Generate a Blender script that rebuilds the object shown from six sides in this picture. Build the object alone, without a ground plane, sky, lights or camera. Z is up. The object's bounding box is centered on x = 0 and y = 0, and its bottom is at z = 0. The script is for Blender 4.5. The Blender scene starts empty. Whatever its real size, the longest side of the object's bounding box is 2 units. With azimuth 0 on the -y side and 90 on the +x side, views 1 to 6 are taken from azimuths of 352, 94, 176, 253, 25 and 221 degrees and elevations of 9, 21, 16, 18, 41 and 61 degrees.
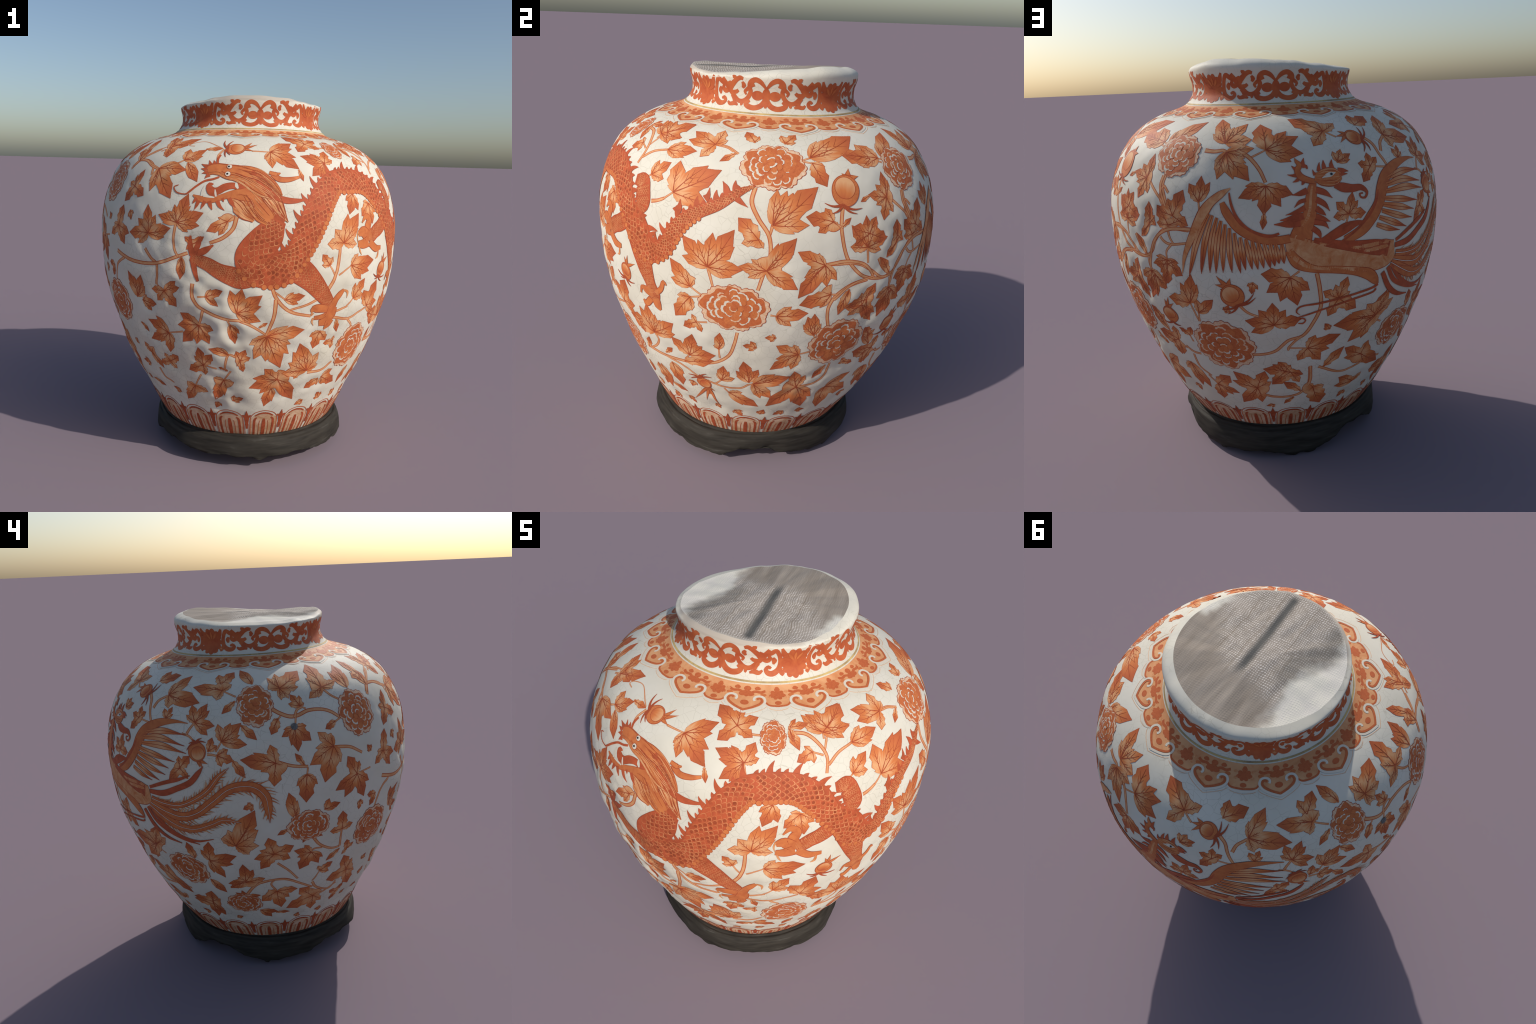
# A large porcelain jar painted in iron red (dragon, phoenix, peonies, leaves), its mouth closed
# with a cloth, on a dark carved wooden ring stand.  Everything is built from a turned profile;
# the painting is laid over the glaze as thin raised enamel, brush stroke by brush stroke.
import bpy, math, random
import numpy as np

rng = random.Random(7)

# ------------------------------------------------------------------ the turned form
# knots of the jar's profile: height along its axis, radius (metres)
KNOT_Z = np.array((0.1, 0.25, 0.35, 0.45, 0.6, 0.75, 0.9, 1.05, 1.2, 1.3, 1.4, 1.5, 1.58, 1.65, 1.7, 1.74, 1.78, 1.83, 1.88, 1.93, 1.955, 2.))
KNOT_R = np.array((0.468, 0.558, 0.6126, 0.6648, 0.7307, 0.784, 0.8305, 0.8571, 0.8652, 0.8632, 0.8487, 0.8184, 0.7792, 0.7239, 0.659, 0.5819, 0.46, 0.4085, 0.4001, 0.4115, 0.4145, 0.413))
AXIS_X, AXIS_Y, LEAN_X, LEAN_Y = 0.0027, -0.0076, -0.0067, 0.0275      # where the axis stands and how it leans
OVAL_A, OVAL_B = -0.0051, 0.0055                           # slightly oval throwing
DIP_X, DIP_Y = 0.0040, -0.0193                              # the rings dip to one side


def spline(k, y, x):
    h = np.diff(k); d = np.diff(y) / h
    m = np.empty_like(y)
    m[1:-1] = (d[:-1] * h[1:] + d[1:] * h[:-1]) / (h[1:] + h[:-1]); m[0] = d[0]; m[-1] = d[-1]
    x = np.asarray(x, float)
    i = np.clip(np.searchsorted(k, x) - 1, 0, len(k) - 2)
    t = (x - k[i]) / h[i]; tt = np.clip(t, 0, 1)
    r = (2*tt**3 - 3*tt**2 + 1)*y[i] + (tt**3 - 2*tt**2 + tt)*h[i]*m[i] + (3*tt**2 - 2*tt**3)*y[i+1] + (tt**3 - tt**2)*h[i]*m[i+1]
    return r + np.where(t < 0, t*h[i]*m[0], 0) + np.where(t > 1, (t - 1)*h[i]*m[-1], 0)


def radius(z):
    return spline(KNOT_Z, KNOT_R, z)


GRID_Z = np.linspace(-0.1, 2.1, 4401)
GRID_H = np.r_[0, np.cumsum(np.hypot(np.diff(GRID_Z), np.diff(radius(GRID_Z))))]


def height_along(z):          # distance along the wall for a height on the axis
    return np.interp(z, GRID_Z, GRID_H)


def axis_height(h):
    return np.interp(h, GRID_H, GRID_Z)


def ring(knots, values, az):  # periodic interpolation round the jar, degrees
    k = np.array(knots, float); v = np.array(values, float)
    k = np.r_[k[-1] - 360, k, k[0] + 360]; v = np.r_[v[-1], v, v[0]]
    a = (np.asarray(az, float) - k[0]) % 360 + k[0]
    i = np.clip(np.searchsorted(k, a) - 1, 0, len(k) - 2)
    t = (a - k[i]) / (k[i+1] - k[i]); t = t*t*(3 - 2*t)
    return v[i]*(1 - t) + v[i+1]*t


def hash3(i, j, k, seed):
    n = (i*374761393 + j*668265263 + k*2147483647 + seed*1274126177) & 0x7fffffff
    n = ((n ^ (n >> 13)) * 1274126177) & 0x7fffffff
    return ((n ^ (n >> 16)) & 0xffff) / 65535.0*2 - 1


def lumps(x, y, z, scale, seed):      # smooth value noise in space
    x, y, z = x*scale + 100, y*scale + 100, z*scale + 100
    i, j, k = (np.floor(c).astype(np.int64) for c in (x, y, z))
    u, v, w = (c - np.floor(c) for c in (x, y, z))
    u, v, w = (c*c*(3 - 2*c) for c in (u, v, w))
    out = 0
    for a in (0, 1):
        for b in (0, 1):
            for c in (0, 1):
                out = out + hash3(i+a, j+b, k+c, seed)*(u if a else 1-u)*(v if b else 1-v)*(w if c else 1-w)
    return out


def bell(a, centre, width):
    d = (a - centre + 180) % 360 - 180
    return np.exp(-(d/width)**2)


RELIEF = {'step_az': 0.4, 'step_h': 0.005, 'map': None}


def relief(az, h):
    """dents and swellings of the wall, looked up in a chart made once (see chart_relief)"""
    m = RELIEF['map']
    if m is None:
        return 0*az
    a = (az % 360)/RELIEF['step_az']; b = np.clip(h/RELIEF['step_h'], 0, m.shape[1] - 2.001)
    i = np.floor(a).astype(int); j = np.floor(b).astype(int); u = a - i; v = b - j
    i0 = i % m.shape[0]; i1 = (i + 1) % m.shape[0]
    return (m[i0, j]*(1-u) + m[i1, j]*u)*(1-v) + (m[i0, j+1]*(1-u) + m[i1, j+1]*u)*v


def wall(az, h, off=0.0, smooth=False):
    """the outside of the jar: azimuth in degrees (0 in front, growing to the right), distance along the wall"""
    az = np.asarray(az, float); h = np.asarray(h, float)

    def at(az, h):
        z = axis_height(h); t = np.radians(az)
        th = t - math.pi/2
        r = radius(z)
        r = r*(1 + OVAL_A*np.cos(2*th) + OVAL_B*np.sin(2*th))
        r = r + relief(az, h)
        X, Y = r*np.sin(t), -r*np.cos(t)
        low = np.clip((0.46 - z)/0.28, 0, 1)                # the foot stands a little off the axis
        X = X + 0.006*low; Y = Y + -0.011*low
        Z = z + DIP_X*X + DIP_Y*Y
        return np.stack([AXIS_X + LEAN_X*(Z - 1) + X, AXIS_Y + LEAN_Y*(Z - 1) + Y, Z], -1)
    p = at(az, h)
    du = at(az + 0.4, h) - at(az - 0.4, h)
    dv = at(az, h + 0.004) - at(az, h - 0.004)
    n = np.cross(du, dv); n /= np.linalg.norm(n, axis=-1, keepdims=True)
    return p + n*np.asarray(off, float)[..., None], n


def local(az, h, dx, dy):             # a point dx, dy metres right of and above a place on the wall
    h2 = h + dy
    return az + np.degrees(dx/radius(axis_height((h + h2)/2))), h2


# ------------------------------------------------------------------ materials
def node(nt, kind, x=None, **kw):
    n = nt.nodes.new(kind)
    for k, v in kw.items():
        if k in n.inputs.keys() if isinstance(k, str) else False:
            n.inputs[k].default_value = v
        else:
            setattr(n, k, v)
    return n


def new_material(name, rough=0.25, coat=0.0):
    m = bpy.data.materials.new(name); m.use_nodes = True
    nt = m.node_tree; b = nt.nodes['Principled BSDF']
    b.inputs['Roughness'].default_value = rough
    b.inputs['Coat Weight'].default_value = coat
    b.inputs['Specular IOR Level'].default_value = 0.16
    return m, nt, b


def ramp(nt, stops, fac):
    r = nt.nodes.new('ShaderNodeValToRGB')
    e = r.color_ramp.elements
    while len(e) < len(stops):
        e.new(0.5)
    for s, (p, c) in zip(e, stops):
        s.position = p; s.color = (*c, 1)
    nt.links.new(fac, r.inputs[0])
    return r.outputs[0]


def noise_of(nt, vec, scale, detail=3, rough=0.55, dist=0.0):
    n = nt.nodes.new('ShaderNodeTexNoise')
    n.inputs['Scale'].default_value = scale; n.inputs['Detail'].default_value = detail
    n.inputs['Roughness'].default_value = rough; n.inputs['Distortion'].default_value = dist
    nt.links.new(vec, n.inputs['Vector'])
    return n.outputs[0]


def math_of(nt, op, a, b=None, c=None):
    n = nt.nodes.new('ShaderNodeMath'); n.operation = op
    for i, v in enumerate((a, b, c)):
        if v is None:
            continue
        if isinstance(v, (int, float)):
            n.inputs[i].default_value = v
        else:
            nt.links.new(v, n.inputs[i])
    return n.outputs[0]


def mix_of(nt, fac, a, b, blend='MIX'):
    n = nt.nodes.new('ShaderNodeMix'); n.data_type = 'RGBA'; n.blend_type = blend
    for sock, v in ((n.inputs[0], fac), (n.inputs[6], a), (n.inputs[7], b)):
        if isinstance(v, (int, float)):
            sock.default_value = v
        elif isinstance(v, tuple):
            sock.default_value = (*v, 1)
        else:
            nt.links.new(v, sock)
    return n.outputs[2]


def smooth_of(nt, v, lo, hi):
    n = nt.nodes.new('ShaderNodeMapRange'); n.interpolation_type = 'SMOOTHSTEP'
    nt.links.new(v, n.inputs[0]); n.inputs[1].default_value = lo; n.inputs[2].default_value = hi
    return n.outputs[0]


def glaze_colour(nt, obj):
    """warm white porcelain with faint clouds and a net of crackle"""
    base = ramp(nt, [(0.3, (0.62, 0.578, 0.475)), (0.7, (0.68, 0.645, 0.555))], noise_of(nt, obj, 4.0, 4))  # white darkened and warmed partway towards the body's shading and warm bounce light
    cl = nt.nodes.new('ShaderNodeTexVoronoi'); cl.feature = 'DISTANCE_TO_EDGE'
    cl.inputs['Scale'].default_value = 26
    warp = nt.nodes.new('ShaderNodeVectorMath'); warp.operation = 'MULTIPLY_ADD'
    wn = nt.nodes.new('ShaderNodeTexNoise'); wn.inputs['Scale'].default_value = 9
    nt.links.new(obj, wn.inputs['Vector'])
    nt.links.new(wn.outputs['Color'], warp.inputs[0]); warp.inputs[1].default_value = (0.05, 0.05, 0.05)
    nt.links.new(obj, warp.inputs[2]); nt.links.new(warp.outputs[0], cl.inputs['Vector'])
    line = math_of(nt, 'SUBTRACT', 1.0, smooth_of(nt, cl.outputs[0], 0.0, 0.035))
    line = math_of(nt, 'MULTIPLY', line, math_of(nt, 'MULTIPLY', smooth_of(nt, noise_of(nt, obj, 3.0), 0.36, 0.6), 0.5))
    return mix_of(nt, line, base, (0.40, 0.36, 0.28))


def make_glaze():
    m, nt, b = new_material('white_glaze', 0.6)
    obj = nt.nodes.new('ShaderNodeTexCoord').outputs['Object']
    nt.links.new(glaze_colour(nt, obj), b.inputs['Base Color'])
    bp = nt.nodes.new('ShaderNodeBump'); bp.inputs['Strength'].default_value = 0.12; bp.inputs['Distance'].default_value = 0.004
    nt.links.new(noise_of(nt, obj, 30, 3), bp.inputs['Height']); nt.links.new(bp.outputs[0], b.inputs['Normal'])
    return m


def make_enamel(name, dark, light, scale=22, rough=0.6):
    """a brushed wash of iron red, thick in places and thin in others"""
    m, nt, b = new_material(name, rough)
    obj = nt.nodes.new('ShaderNodeTexCoord').outputs['Object']
    f = noise_of(nt, obj, scale, 5, 0.68, 0.8)
    c = ramp(nt, [(0.34, tuple(v*0.93 for v in dark)), (0.64, light)], f)
    nt.links.new(c, b.inputs['Base Color'])
    return m


def make_leaf_enamel(name, stops, streak=0.5):
    """colour by distance from the stalk (the object's own origin), streaked along the veins"""
    m, nt, b = new_material(name, 0.6)
    obj = nt.nodes.new('ShaderNodeTexCoord').outputs['Object']
    sep = nt.nodes.new('ShaderNodeSeparateXYZ'); nt.links.new(obj, sep.inputs[0])
    x, y = sep.outputs[0], sep.outputs[1]
    r = math_of(nt, 'SQRT', math_of(nt, 'ADD', math_of(nt, 'MULTIPLY', x, x), math_of(nt, 'MULTIPLY', y, y)))
    ang = math_of(nt, 'ARCTAN2', y, x)
    com = nt.nodes.new('ShaderNodeCombineXYZ')
    info = nt.nodes.new('ShaderNodeObjectInfo')
    nt.links.new(math_of(nt, 'MULTIPLY', ang, 7.0), com.inputs[0])
    nt.links.new(math_of(nt, 'MULTIPLY', r, 1.6), com.inputs[1])
    nt.links.new(math_of(nt, 'MULTIPLY', info.outputs['Random'], 40.0), com.inputs[2])
    s = noise_of(nt, com.outputs[0], 1.0, 3, 0.5)
    v = math_of(nt, 'ADD', r, math_of(nt, 'MULTIPLY', math_of(nt, 'SUBTRACT', s, 0.5), streak))
    v = math_of(nt, 'ADD', v, math_of(nt, 'MULTIPLY', math_of(nt, 'SUBTRACT', info.outputs['Random'], 0.5), 0.25))
    nt.links.new(ramp(nt, stops, v), b.inputs['Base Color'])
    return m


RUST_C, ORANGE_C, WASH_C, PALE_C, LINE_C = (0.44, 0.092, 0.037), (0.59, 0.19, 0.062), (0.68, 0.36, 0.175), (0.72, 0.63, 0.52), (0.30, 0.058, 0.024)
GLAZE = make_glaze()
RUST = make_enamel('iron_red', tuple(c*0.86 for c in RUST_C), tuple(min(1, c*1.12) for c in RUST_C))
ORANGE = make_enamel('orange_wash', tuple(0.55*a + 0.45*b for a, b in zip(RUST_C, ORANGE_C)), ORANGE_C, 16)
WASH = make_enamel('thin_wash', ORANGE_C, WASH_C, 18)
PALE = make_enamel('cream', PALE_C, (0.62, 0.578, 0.475), 12)
LINE = make_enamel('red_line', LINE_C, RUST_C, 30)
BLACK = make_enamel('black_enamel', (0.02, 0.02, 0.02), (0.05, 0.05, 0.05))
CHIP = make_enamel('grey_chip', (0.10, 0.10, 0.10), (0.2, 0.19, 0.18), 40)
GILT = make_enamel('worn_gilt', (0.27, 0.19, 0.11), (0.60, 0.44, 0.18), 7)
RUST_LIGHT = tuple(0.6*a + 0.4*b for a, b in zip(RUST_C, ORANGE_C))
SCALE_HEART = make_enamel('scale_heart', tuple(0.62*c for c in RUST_C), tuple(0.85*c for c in RUST_C), 30)
LAPPET = make_enamel('lappet_wash', tuple(0.72*c for c in WASH_C), tuple(0.5*a + 0.45*b for a, b in zip(WASH_C, PALE_C)), 14)
SCALE_LINE = make_enamel('scale_line', RUST_LIGHT, tuple(0.45*a + 0.55*b for a, b in zip(ORANGE_C, WASH_C)), 14)
LEAF_TIP = tuple(0.72*a + 0.28*b for a, b in zip(RUST_C, ORANGE_C))
LEAF = make_leaf_enamel('leaf_enamel', [(0.02, ORANGE_C), (0.24, WASH_C), (0.46, ORANGE_C), (0.74, LEAF_TIP), (1.0, tuple(0.82*c for c in LEAF_TIP))])
FEATHER = make_leaf_enamel('feather_enamel', [(0.1, ORANGE_C), (0.45, WASH_C), (0.62, ORANGE_C), (0.85, RUST_C)], 0.3)
PETAL = make_leaf_enamel('petal_enamel', [(0.05, RUST_C), (0.5, ORANGE_C), (0.8, ORANGE_C), (1.0, WASH_C)], 0.35)
BUD = make_leaf_enamel('bud_enamel', [(0.15, RUST_C), (0.5, ORANGE_C), (0.8, WASH_C)], 0.3)
FEATHER_LIKE = {FEATHER}

COLLAR_WASH = make_enamel('collar_wash', tuple(0.6*a + 0.4*b for a, b in zip(ORANGE_C, WASH_C)), WASH_C, 9)
RUST_SOFT = make_enamel('scroll_red', RUST_C, tuple(0.6*a + 0.4*b for a, b in zip(RUST_C, ORANGE_C)), 20)
RUST_BRIGHT = make_enamel('bright_red', tuple(0.85*a + 0.15*b for a, b in zip(RUST_C, ORANGE_C)), tuple(0.5*a + 0.5*b for a, b in zip(RUST_C, ORANGE_C)), 14)
LINE_PINK = make_enamel('pink_line', tuple(0.5*a + 0.5*b for a, b in zip(WASH_C, PALE_C)), WASH_C, 12)

# ------------------------------------------------------------------ laying enamel on the wall
LAYER = {'stem': 0.0004, 'leaf': 0.0008, 'flower': 0.0014, 'beast': 0.0018}
SKIRT = 0.0006           # how far the rim of a patch reaches down towards the glaze


class Patch:
    def __init__(self):
        self.az, self.h, self.off, self.faces, self.mats, self.sheet = [], [], [], [], [], []
        self.count = 0

    def grid(self, az, h, off, mat_of, closed):
        """rows x columns of wall coordinates; mat_of(row, column) gives the material slot"""
        base = len(self.az); nr, nc = az.shape
        self.az += list(az.ravel()); self.h += list(h.ravel()); self.off += list(np.broadcast_to(off, az.shape).ravel())
        for i in range(nr - 1):
            for j in range(nc if closed else nc - 1):
                k = (j + 1) % nc
                self.faces.append((base + i*nc + j, base + i*nc + k, base + (i+1)*nc + k, base + (i+1)*nc + j))
                self.mats.append(mat_of(i, j)); self.sheet.append(self.count)
        self.count += 1

    def star(self, az, h, phi, r, off, rings=5, slot=0, rim_slot=None, rim=0.0025, cx=0.0, cy=0.0):
        """a shape that is star-like about a point: outline r(phi) in metres, filled ring by ring, with a rim"""
        phi = np.asarray(phi); r = np.asarray(r)
        rows = [r*max(f, 0.004) for f in np.linspace(0, 1, rings)[:-1]]
        inner = np.maximum(r - rim, r*0.8)
        rows = [np.minimum(q, inner*0.995) for q in rows] + [inner, r, r + 0.0002]
        A, Hh = [], []
        for q in rows:
            a, b = local(az, h, cx + q*np.cos(phi), cy + q*np.sin(phi)); A.append(a); Hh.append(b)
        offs = np.full((len(rows), 1), off); offs[-1] = off - SKIRT
        rs = slot if rim_slot is None else rim_slot
        self.grid(np.array(A), np.array(Hh), offs, lambda i, j: rs if i >= len(rows) - 3 else slot, True)

    def ribbon(self, az, h, w, off, slot=0, edge_slot=None, across=None, edge=0.3):
        """a brush stroke: spine and half widths (metres) already sampled finely"""
        az, h, w = (np.asarray(v, float) for v in (az, h, w))
        r = radius(axis_height(h))
        tx = np.gradient(np.radians(az))*r; ty = np.gradient(h)
        ln = np.hypot(tx, ty) + 1e-9; nx, ny = -ty/ln, tx/ln
        k = across or (2 if w.max() < 0.012 else 4 if w.max() < 0.03 else 8)
        if edge_slot is None:
            u = np.linspace(-1, 1, k + 1)
        else:
            u = np.r_[-1, np.linspace(-1 + edge, 1 - edge, max(k - 1, 2)), 1]
        u = np.r_[u[0], u, u[-1]]
        # on the inside of a tight bend the stroke may not reach past the centre of the bend
        bend = np.gradient(np.unwrap(np.arctan2(ty, tx)))/np.maximum(np.hypot(tx, ty), 1e-6)
        left = np.where(bend > 1e-3, np.minimum(w, 0.93/np.maximum(bend, 1e-3)), w)
        right = np.where(bend < -1e-3, np.minimum(w, 0.93/np.maximum(-bend, 1e-3)), w)
        W = np.where(u[None, :] > 0, left[:, None], right[:, None])*u
        A = az[:, None] + np.degrees(nx/r)[:, None]*W; Hh = h[:, None] + ny[:, None]*W
        offs = np.full((1, len(u)), off); offs[0, 0] = offs[0, -1] = off - SKIRT
        last = len(u) - 2
        self.grid(A, Hh, offs, lambda i, j: (edge_slot if edge_slot is not None and j in (0, 1, last - 1, last) else slot), False)

    def build(self, name, materials, parent, at=None, turn=0.0, size=1.0, stuff=False):
        p, n = wall(np.array(self.az), np.array(self.h), np.array(self.off))
        # turn every sheet face outwards
        f = np.array(self.faces); g = np.array(self.sheet)
        fn = np.cross(p[f[:, 2]] - p[f[:, 0]], p[f[:, 3]] - p[f[:, 1]])
        vote = np.bincount(g, (fn*n[f[:, 0]]).sum(1))
        f[vote[g] < 0] = f[vote[g] < 0][:, ::-1]
        me = bpy.data.meshes.new(name); ob = bpy.data.objects.new(name, me)
        bpy.context.scene.collection.objects.link(ob)
        from mathutils import Matrix
        M = np.eye(4)
        if at is not None:
            o, z = wall(np.array([at[0]]), np.array([at[1]])); o, z = o[0], z[0]
            t = math.radians(at[0]); x = np.array([math.cos(t), math.sin(t), 0]); x = x - z*(x @ z); x /= np.linalg.norm(x)
            y = np.cross(z, x)
            x, y = x*math.cos(turn) + y*math.sin(turn), y*math.cos(turn) - x*math.sin(turn)
            M[:3, 0], M[:3, 1], M[:3, 2], M[:3, 3] = x*size, y*size, z*size, o
        inv = np.linalg.inv(M)
        q = p @ inv[:3, :3].T + inv[:3, 3]
        me.from_pydata(q.tolist(), [], f.tolist())
        me.polygons.foreach_set('material_index', self.mats)
        for m in materials:
            me.materials.append(m)
        me.polygons.foreach_set('use_smooth', [True]*len(me.polygons))
        me.update()
        nl = n @ M[:3, :3]; nl /= np.linalg.norm(nl, axis=1, keepdims=True)
        me.normals_split_custom_set_from_vertices(nl.tolist())
        ob.matrix_world = Matrix(M.tolist())
        ob.parent = parent
        if stuff:
            ob['kind'] = 'stuff'
        return ob


def through(points, step=0.008):
    """a smooth curve through control points (azimuth, axis height[, half width cm]) sampled along the wall"""
    p = np.array(points, float)
    p[:, 0] = np.degrees(np.unwrap(np.radians(p[:, 0])))
    p[:, 1] = height_along(p[:, 1])
    ext = np.vstack([2*p[0] - p[1], p, 2*p[-1] - p[-2]])
    if p.shape[1] > 2:
        ext[0, 2], ext[-1, 2] = p[0, 2], p[-1, 2]
    out = []
    for i in range(1, len(ext) - 2):
        a, b, c, d = ext[i-1:i+3]
        ln = math.hypot(math.radians(c[0] - b[0])*float(radius(axis_height(b[1]))), c[1] - b[1])
        n = max(2, int(ln/step))
        t = np.linspace(0, 1, n, endpoint=False)[:, None]
        out.append(0.5*((2*b) + (c - a)*t + (2*a - 5*b + 4*c - d)*t**2 + (3*b - a - 3*c + d)*t**3))
    return np.vstack(out + [p[-1:]])


# ------------------------------------------------------------------ the plan of the painting
PLAN = []


def note(kind):
    return lambda *a: PLAN.append((kind, a))


leaf, stem, peony, bud, brush, disc, scale_rows, scale_limb, begin = (note(k) for k in ('leaf', 'stem', 'peony', 'bud', 'brush', 'disc', 'scale_rows', 'scale_limb', 'begin'))


# ---- the painting: stems, leaves, peonies, buds
stem(0.7, (17.4, 1.709), (22.3, 1.698), (26.3, 1.696))
stem(1.0, (36.0, 1.702), (41.6, 1.695), (45.4, 1.666), (47.2, 1.626), (46.4, 1.572))
stem(0.55, (48.2, 1.671), (50.0, 1.701))
stem(0.6, (48.2, 1.671), (46.9, 1.646))
stem(0.55, (46.2, 1.633), (42.7, 1.647))
stem(0.8, (47.3, 1.599), (51.4, 1.632), (56.9, 1.648))
stem(0.55, (53.7, 1.533), (55.0, 1.547))
stem(0.55, (62.2, 1.467), (65.2, 1.500))
stem(1.0, (57.8, 1.446), (60.2, 1.455), (62.5, 1.470))
stem(0.6, (74.0, 1.690), (78.6, 1.685), (81.5, 1.673))
stem(0.8, (75.0, 1.692), (79.2, 1.686), (83.3, 1.668))
stem(0.55, (47.6, 1.676), (47.8, 1.692))
stem(0.55, (104.0, 1.655), (107.5, 1.666))
stem(0.55, (104.4, 1.655), (107.9, 1.648))
stem(1.0, (116.1, 1.497), (115.5, 1.440), (115.5, 1.391), (116.7, 1.313), (118.8, 1.253), (123.3, 1.189), (128.8, 1.162), (133.7, 1.164), (136.7, 1.196), (139.2, 1.259), (143.2, 1.307), (150.9, 1.305))
stem(0.55, (135.3, 1.637), (130.6, 1.653))
stem(0.8, (133.1, 1.512), (136.4, 1.473), (140.8, 1.421), (143.6, 1.375))
stem(0.9, (140.0, 1.523), (139.7, 1.475), (141.9, 1.414), (143.9, 1.369))
stem(1.1, (90.2, 1.557), (89.6, 1.503), (91.8, 1.443), (95.0, 1.376), (95.6, 1.289), (94.1, 1.216), (92.8, 1.141))
stem(0.8, (95.8, 1.421), (95.2, 1.382))
stem(0.55, (115.3, 1.412), (113.0, 1.434))
stem(0.8, (78.4, 1.223), (79.3, 1.177), (80.1, 1.134))
stem(0.55, (77.0, 1.084), (73.0, 1.118))
stem(0.55, (77.0, 1.082), (72.9, 1.066))
stem(0.55, (78.1, 0.953), (74.5, 0.943))
stem(0.8, (56.2, 0.798), (57.2, 0.758), (54.8, 0.709), (50.2, 0.666))
stem(1.1, (48.5, 0.676), (50.4, 0.671), (58.1, 0.667), (66.0, 0.676), (73.8, 0.693), (80.1, 0.724), (84.5, 0.779), (86.4, 0.851), (87.4, 0.921))
stem(0.55, (67.7, 0.692), (70.0, 0.731))
stem(0.55, (81.4, 0.753), (81.2, 0.810))
stem(0.8, (58.1, 0.667), (66.3, 0.642), (71.6, 0.594), (72.8, 0.584))
stem(0.8, (75.3, 0.582), (78.3, 0.570), (82.7, 0.558), (88.1, 0.566), (91.3, 0.597))
stem(0.55, (78.6, 0.572), (81.1, 0.605))
stem(0.55, (91.0, 0.594), (93.0, 0.604))
stem(0.55, (81.8, 0.548), (83.5, 0.518))
stem(0.9, (110.5, 0.578), (115.9, 0.589), (119.2, 0.632), (119.8, 0.719))
stem(1.0, (111.1, 1.255), (113.7, 1.261), (116.3, 1.265), (119.8, 1.260), (123.6, 1.240), (126.3, 1.203), (127.7, 1.169))
stem(0.7, (124.1, 1.316), (124.7, 1.245))
stem(0.55, (115.5, 1.114), (113.8, 1.117))
stem(1.1, (125.5, 1.167), (120.0, 1.152), (115.8, 1.114), (113.7, 1.059), (113.8, 1.004), (115.0, 0.937))
stem(0.7, (134.4, 1.152), (134.9, 1.097))
stem(0.55, (96.8, 1.025), (98.6, 1.020))
stem(0.55, (111.8, 0.882), (110.5, 0.915))
stem(0.55, (110.5, 0.815), (107.0, 0.803))
stem(1.2, (153.3, 1.626), (156.8, 1.622), (159.7, 1.626), (160.9, 1.618))
stem(0.55, (168.7, 1.596), (173.7, 1.625))
stem(1.1, (165.4, 1.621), (168.7, 1.596), (171.7, 1.552), (173.5, 1.502))
stem(0.7, (143.2, 1.456), (140.9, 1.481), (140.2, 1.426), (143.7, 1.376))
stem(0.55, (154.4, 1.393), (154.0, 1.428))
stem(0.55, (137.9, 1.638), (134.3, 1.653))
stem(1.0, (140.8, 1.527), (140.5, 1.483), (142.3, 1.427), (143.8, 1.392))
stem(1.0, (151.7, 1.311), (148.1, 1.311), (144.2, 1.304), (140.8, 1.282), (138.3, 1.248), (136.5, 1.204), (135.5, 1.161), (134.9, 1.113))
stem(0.8, (140.7, 1.267), (142.3, 1.246), (144.7, 1.238), (150.0, 1.250))
stem(0.7, (144.7, 1.238), (142.8, 1.207), (142.4, 1.187))
stem(0.7, (143.8, 1.296), (144.5, 1.264), (145.5, 1.241))
stem(0.9, (110.9, 1.258), (120.6, 1.250), (126.2, 1.208), (130.6, 1.164), (135.5, 1.161))
stem(0.8, (115.0, 1.090), (120.3, 1.153), (127.7, 1.176))
stem(1.0, (128.8, 1.256), (130.7, 1.210), (133.6, 1.171))
stem(0.55, (142.4, 1.187), (142.4, 1.162))
stem(0.55, (134.9, 1.113), (136.4, 1.080))
stem(0.55, (151.0, 0.881), (148.9, 0.972))
stem(0.55, (151.0, 0.881), (151.4, 0.928))
stem(0.8, (164.8, 0.980), (167.0, 0.946), (170.1, 0.924))
stem(0.55, (141.2, 0.695), (138.3, 0.736))
stem(0.55, (145.6, 0.749), (144.7, 0.784))
stem(0.9, (141.2, 0.711), (143.9, 0.684), (147.2, 0.682))
stem(0.8, (143.5, 0.669), (144.3, 0.597), (148.4, 0.546))
stem(0.55, (147.0, 0.548), (149.7, 0.492))
stem(1.1, (166.2, 0.464), (171.8, 0.434), (177.7, 0.426), (182.8, 0.440), (186.1, 0.481), (187.2, 0.537), (186.6, 0.624))
stem(0.55, (182.1, 1.132), (179.5, 1.106))
stem(1.1, (187.0, 1.115), (188.0, 1.033), (188.4, 0.953), (186.6, 0.884), (183.4, 0.813), (178.6, 0.789), (173.9, 0.730), (166.6, 0.714), (158.0, 0.724))
stem(0.55, (178.9, 0.745), (185.1, 0.735))
stem(0.8, (183.4, 0.813), (181.0, 0.786), (178.6, 0.745), (178.9, 0.732))
stem(1.1, (186.6, 0.620), (186.9, 0.548), (186.7, 0.465))
stem(0.9, (189.7, 0.612), (199.0, 0.552), (207.0, 0.561), (212.2, 0.578), (219.0, 0.570))
stem(1.0, (208.3, 1.650), (210.9, 1.621), (212.1, 1.575), (214.1, 1.522))
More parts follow.
